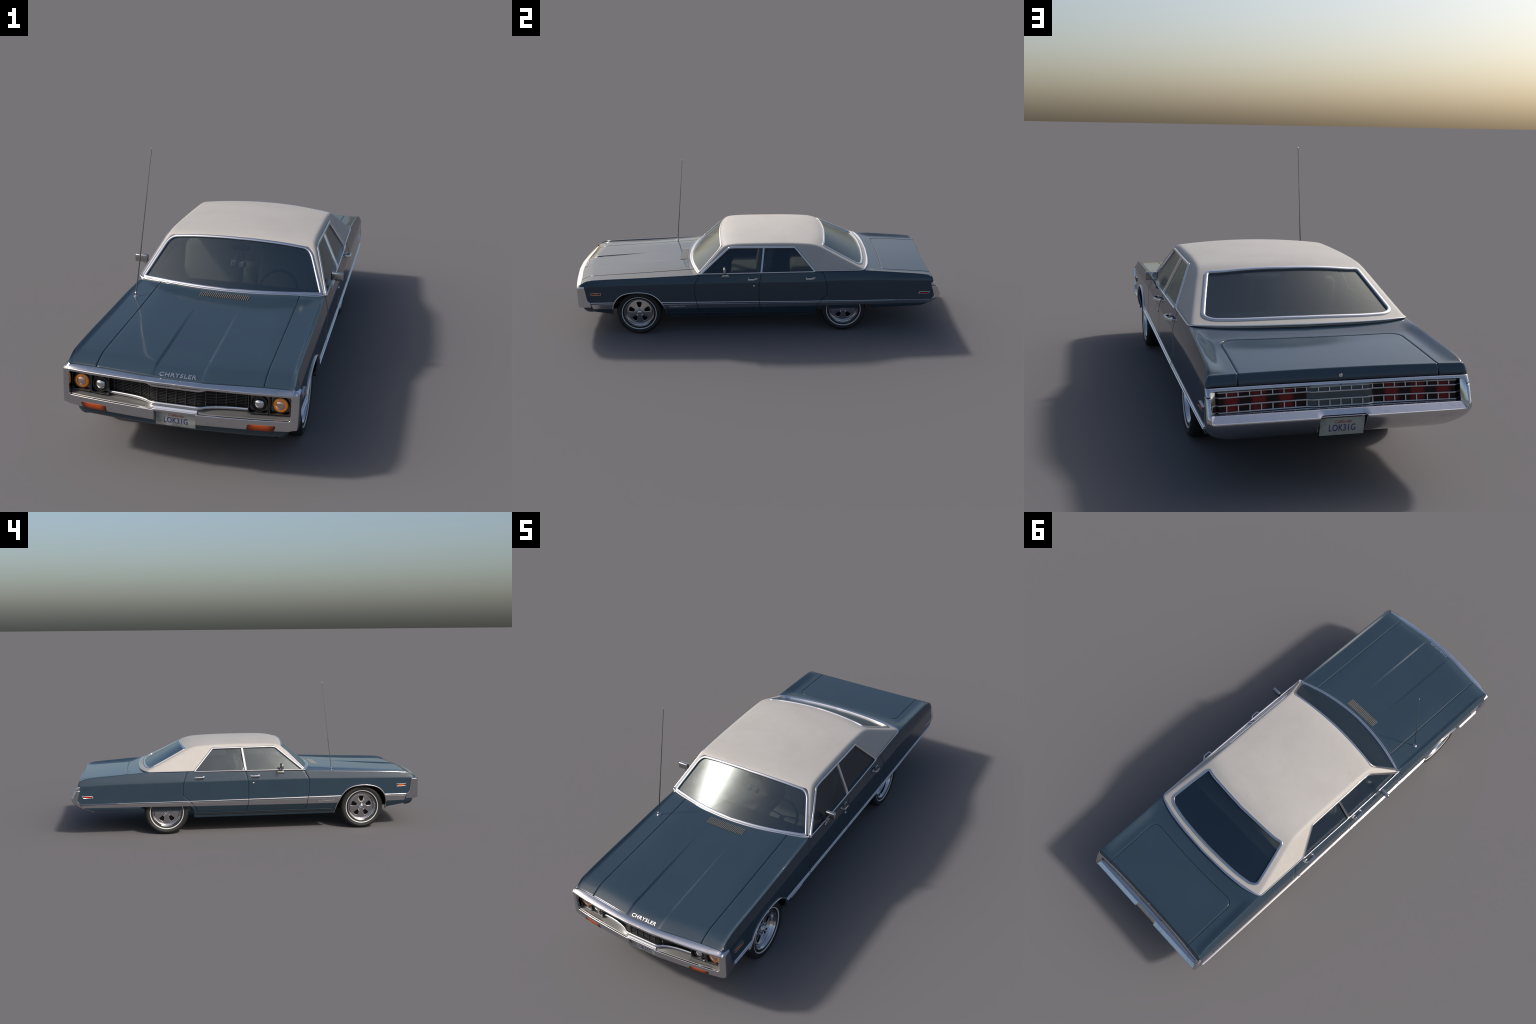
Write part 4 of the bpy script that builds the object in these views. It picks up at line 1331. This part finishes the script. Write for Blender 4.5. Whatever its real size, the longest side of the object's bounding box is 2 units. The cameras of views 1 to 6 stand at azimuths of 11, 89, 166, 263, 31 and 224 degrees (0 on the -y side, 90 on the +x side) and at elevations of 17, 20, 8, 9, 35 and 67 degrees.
# =====================================================================
#  WHEELS
# =====================================================================
R_TYRE, R_WALL, R_RIM = .1228, .0925, .0820
def tyre_mesh():
    p = [(.0790, -.058), (.0800, -.0620), (.095, -.0680), (.110, -.0655), (.1190, -.0580), (.1222, -.0480)]
    p += [(R_TYRE, -.045), (R_TYRE, -.0335), (.1205, -.0330), (.1205, -.0315), (R_TYRE, -.0310), (R_TYRE, -.0225), (.1205, -.0220), (.1205, -.0205), (R_TYRE, -.020)]
    p += [(R_TYRE, -.0065), (.1217, .0000), (.1190, .0060), (.1150, .0100), (.1110, .0118), (.1095, .0128), (.1080, .0128), (.1070, .0122), (.1020, .0120), (.0975, .0106), (.0920, .0080), (.0870, .0056), (.0815, .0020), (.0790, -.002)]
    return lathe(p, 80)
def wheel_disc():
    """dished chrome disc with five rounded windows"""
    ro = .0690
    outer = np.array([(ro * math.cos(a), ro * math.sin(a)) for a in np.linspace(0, 2 * math.pi, 90, endpoint=False)])
    holes = []
    for k in range(5):
        a = math.pi / 2 + k * 2 * math.pi / 5
        shape = [(.0290, -.0072), (.0420, -.0112), (.0545, -.0146), (.0578, -.0080), (.0585, 0), (.0578, .0080), (.0545, .0146), (.0420, .0112), (.0290, .0072)]
        h = fillet(shape, [.003, .01, .006, .004, .004, .004, .006, .01, .003], seg=4)
        c, s = math.cos(a), math.sin(a)
        holes.append(dense(np.stack([h[:, 0] * c - h[:, 1] * s, h[:, 0] * s + h[:, 1] * c], 1), .004))
    def S(u, v):
        r = np.hypot(u, v); an = np.arctan2(v, u)
        x = -.0115 + .0085 * sstep(r, .050, .018) - .0035 * sstep(r, .056, .069)
        x = -.0125 + .0035 * (1 - sstep(r, .014, .066))
        ridge = 0
        return np.stack([x + ridge, u, v], -1)
    return panel(outer, S, sign=1, step=(.0045, .0045), bevel=.0016, depth=.012, holes=holes)
def rim_mesh():
    p = [(.0790, -.004), (R_RIM, .0030), (.0826, .0056), (.0815, .0072), (.0795, .0070), (.0785, .0045), (.0770, .0010), (.0755, -.0010), (.0738, -.0015), (.0728, -.0035), (.0712, -.0090), (.0700, -.0140), (.0680, -.0160), (.0680, -.024)]
    return lathe(p, 80)
def whitewall_mesh():
    return lathe([(.0950, .0092), (.0947, .0103), (.0938, .0102), (.0908, .0084), (.0903, .0066)], 80)
def cap_mesh():
    bag = Bag()
    V, F = lathe([(.0001, .0020), (.0030, .0018), (.0040, .0002), (.0052, -.0008), (.0085, -.0012), (.0110, -.0030), (.0125, -.0055), (.0140, -.0080), (.0150, -.012)], 40)
    bag.put(V, [tuple(reversed(f)) for f in F])
    return bag.V, bag.F
def nut_mesh():
    V, F = lathe([(.0001, .0085), (.0016, .0084), (.0029, .0072), (.0034, .0050), (.0036, -.004)], 12)
    return V, [tuple(reversed(f)) for f in F]
def rivet_mesh():
    V, F = lathe([(.0001, .0016), (.0010, .0012), (.0016, 0), (.0016, -.002)], 8)
    return V, [tuple(reversed(f)) for f in F]

def mesh_of(name, VF, mat, angle=35, rev=False):
    V, F = VF
    me = bpy.data.meshes.new(name)
    me.from_pydata([tuple(map(float, p)) for p in V], [], [tuple(map(int, (reversed(f) if rev else f))) for f in F])
    me.materials.append(mat); finish_mesh(me, angle)
    return me
M_TYRE = mesh_of("tyre", tyre_mesh(), RUBBER)
M_DISC = mesh_of("wheel", wheel_disc(), WHEELCHROME)
M_RIM = mesh_of("rim", rim_mesh(), WHEELCHROME, rev=True)
M_WALL = mesh_of("whitewall", whitewall_mesh(), WHITEWALL, rev=True)
M_CAP = mesh_of("hub_cap", cap_mesh(), WHEELCHROME)
M_NUT = mesh_of("lug_nut", nut_mesh(), WHEELCHROME)
M_RIV = mesh_of("rivet", rivet_mesh(), WHEELCHROME)
M_DRUM = mesh_of("brake_drum", lathe([(.0001, -.036), (.060, -.036), (.066, -.042), (.066, -.056), (.0001, -.058)], 40), BLACK)
def wheel(x, y, rot, spin):
    w = link("wheel", M_DISC); w.location = (x, y, R_TYRE); w.rotation_euler = (0, 0, rot)
    for nm, me in (("tyre", M_TYRE), ("rim", M_RIM), ("whitewall", M_WALL), ("hub_cap", M_CAP), ("brake_drum", M_DRUM)):
        link(nm, me, w)
    for k in range(5):
        a = math.pi / 2 + k * 2 * math.pi / 5
        o = link("lug_nut", M_NUT, w); o.location = (-.0080, .0232 * math.cos(a), .0232 * math.sin(a))
        for da in (-.20, .20):
            b = a + math.pi / 5 + da * 1.6
            o = link("rivet", M_RIV, w); o.location = (-.0132, .0640 * math.cos(b), .0640 * math.sin(b))
for s, rot in ((1, 0), (-1, math.pi)):
    wheel(s * .3180, -.6415, rot, 0)
    wheel(s * .3090, .4765, rot, 0)

# =====================================================================
#  UNDERBODY, WHEEL WELLS, CABIN
# =====================================================================
bag = Bag()
def block(x0, x1, y0, y1, z0, z1): bag.put(*rbox((x1 - x0, y1 - y0, z1 - z0), .004, 1, ((x0 + x1) / 2, (y0 + y1) / 2, (z0 + z1) / 2)))
block(-.225, .225, -.88, .60, .108, .150)
block(-.312, .312, -.470, .315, .100, .130)
block(-.225, .225, -.90, -.40, .15, .280)
block(-.300, .300, -.92, -.80, .15, .270)
block(-.315, .315, -.470, -.345, .13, .315)
block(-.225, .225, .40, .93, .155, .290)
block(-.300, .300, .645, .915, .16, .290)
block(-.012, .012, -.5, .5, .085, .11)
block(-.245, .245, .466, .487, .112, .134)
block(-.250, .250, -.650, -.631, .105, .128)
add("underbody", bag.V, bag.F, BLACK)
bag = Bag()
for yc, rr, xi, xo, zt in ((-.642, .146, .222, .336, .275), (.4765, .142, .222, .330, .272)):
    a = np.linspace(.05, math.pi - .05, 40)
    P = np.array([[(x, yc + rr * math.cos(t), min(.125 + rr * math.sin(t), zt)) for x in (xi, xo)] for t in a])
    V, F = grid(P); bag.both(V, F)
    P = np.array([[(xi, yc + k * math.cos(t), min(.125 + k * math.sin(t), zt)) for k in (.001, rr)] for t in a])
    V, F = grid(P); bag.both(V, F)
add("wheel_well", bag.V, bag.F, BLACK)
# cabin tub: door cards, floor, dash, shelf
bag = Bag()
def cab(x0, x1, y0, y1, z0, z1, r=.004): bag.put(*rbox((x1 - x0, y1 - y0, z1 - z0), r, 2, ((x0 + x1) / 2, (y0 + y1) / 2, (z0 + z1) / 2)))
cab(-.318, .318, -.34, .56, .128, .136)
cab(.306, .318, -.33, .56, .13, .338); cab(-.318, -.306, -.33, .56, .13, .338)
add("cabin_trim", bag.V, bag.F, DASH)
rows = []
for x in np.linspace(-.316, .316, 40):
    yb = float(glass_base(x))
    rows.append([(x, y, z) for y, z in ((yb + .006, .3440), (yb + .04, .3475), (-.290, .3500), (-.262, .3480), (-.250, .3380), (-.248, .30), (-.262, .26), (-.29, .20))])
V, F = grid(np.array(rows)); dash = add("dashboard", V, F, DASH)
rows = [[(x, y, z) for y, z in ((.430, .330), (.440, .3375), (.56, .3450), (.598 - .4 * x * x, .3475))] for x in np.linspace(-.312, .312, 20)]
V, F = grid(np.array(rows)); add("parcel_shelf", V, F, DASH)
# steering wheel
ang = np.linspace(0, 2 * math.pi, 48, endpoint=False)
c = np.array([.150, -.205, .318]); tl = math.radians(62)
ring = np.stack([.068 * np.cos(ang), -.068 * np.sin(ang) * math.cos(tl) , .068 * np.sin(ang) * math.sin(tl)], 1)
ring[:, 1] = .068 * np.sin(ang) * math.cos(tl)
nrm = np.cross(np.roll(ring, -1, 0) - ring, ring)
bag = Bag(); bag.put(*sweep(ring + c, nrm, ring_profile(.0052, 8), closed=True))
for a in (.15, math.pi - .15):
    P = np.array([c + s * np.array([.066 * math.cos(a), .066 * math.sin(a) * math.cos(tl), .066 * math.sin(a) * math.sin(tl)]) for s in np.linspace(0, 1, 4)])
    bag.put(*sweep(P, np.array([0, .5, 1.]), [(-.004, -.002), (-.004, .002), (.004, .002), (.004, -.002)]))
P = np.array([c + s * np.array([0, -.06, -.035]) for s in np.linspace(0, 1, 3)])
bag.put(*sweep(P, np.array([1., 0, 0]), ring_profile(.011, 12)))
add("steering_wheel", bag.V, bag.F, DASH, dash)

def cushion(size, loc, r, lean=0, name="seat", parent=None):
    V, F = rbox(size, r, 4)
    V = np.array(V); V[:, 1] += V[:, 2] * lean
    return add(name, V + np.array(loc), F, SEAT, parent)
for sx in (1, -1):
    s = cushion((.245, .175, .070), (sx * .150, -.060, .195), .020, 0, "front_seat")
    cushion((.235, .060, .205), (sx * .148, .045, .300), .028, .22, "seat_back", s)
    cushion((.165, .048, .085), (sx * .148, .074, .410), .024, .2, "head_rest", s)
s = cushion((.590, .170, .080), (0, .285, .200), .022, 0, "rear_seat")
cushion((.590, .055, .165), (0, .385, .270), .022, .28, "seat_back", s)
# inner mirror and plush dice
V, F = rbox((.066, .010, .020), .004, 2, (.002, -.1720, .4500))
im = add("inner_mirror", V, F, DARKPLASTIC)
dice = Bag()
def die(c, a, b):
    V, F = rbox((.0205, .0205, .0205), .0035, 3)
    Rm = np.array(Matrix.Rotation(a, 3, 'Z') @ Matrix.Rotation(b, 3, 'Y'))
    d = add("plush_die", np.array(V) @ Rm.T + c, F, DICEWHITE, im)
    pips = Bag()
    spots = {(0, -1, 0): [(-1, -1), (-1, 0), (-1, 1), (1, -1), (1, 0), (1, 1)], (1, 0, 0): [(-1, -1), (1, 1)], (-1, 0, 0): [(-1, -1), (1, 1), (0, 0)], (0, 1, 0): [(0, 0)], (0, 0, 1): [(-1, -1), (1, -1), (-1, 1), (1, 1)]}
    for nrm_, ps in spots.items():
        n = np.array(nrm_, float); u = np.cross(n, [0, 0, 1]) if abs(n[2]) < .5 else np.array([1., 0, 0]); w = np.cross(n, u)
        for p, q in ps:
            o = n * .0105 + u * p * .0056 + w * q * .0056
            Vp = np.array([o] + [o + (u * math.cos(t) + w * math.sin(t)) * .0017 for t in np.linspace(0, 2 * math.pi, 10, endpoint=False)])
            pips.put(Vp @ Rm.T + c, [(0, 1 + i, 1 + (i + 1) % 10) for i in range(10)])
    add("die_pips", pips.V, pips.F, BLACK, im)
    top = np.array([.000, -.172, .446]); P = np.array([np.array(c) + [0, 0, .010], (np.array(c) + top) / 2 + [0, 0, .004], top])
    add("dice_cord", *sweep(P, np.array([0, 1., 0]), ring_profile(.0007, 6)), DICEWHITE, im)
die((-.0182, -.1900, .3955), .25, .12)
die((.0132, -.1870, .3915), -.18, -.05)
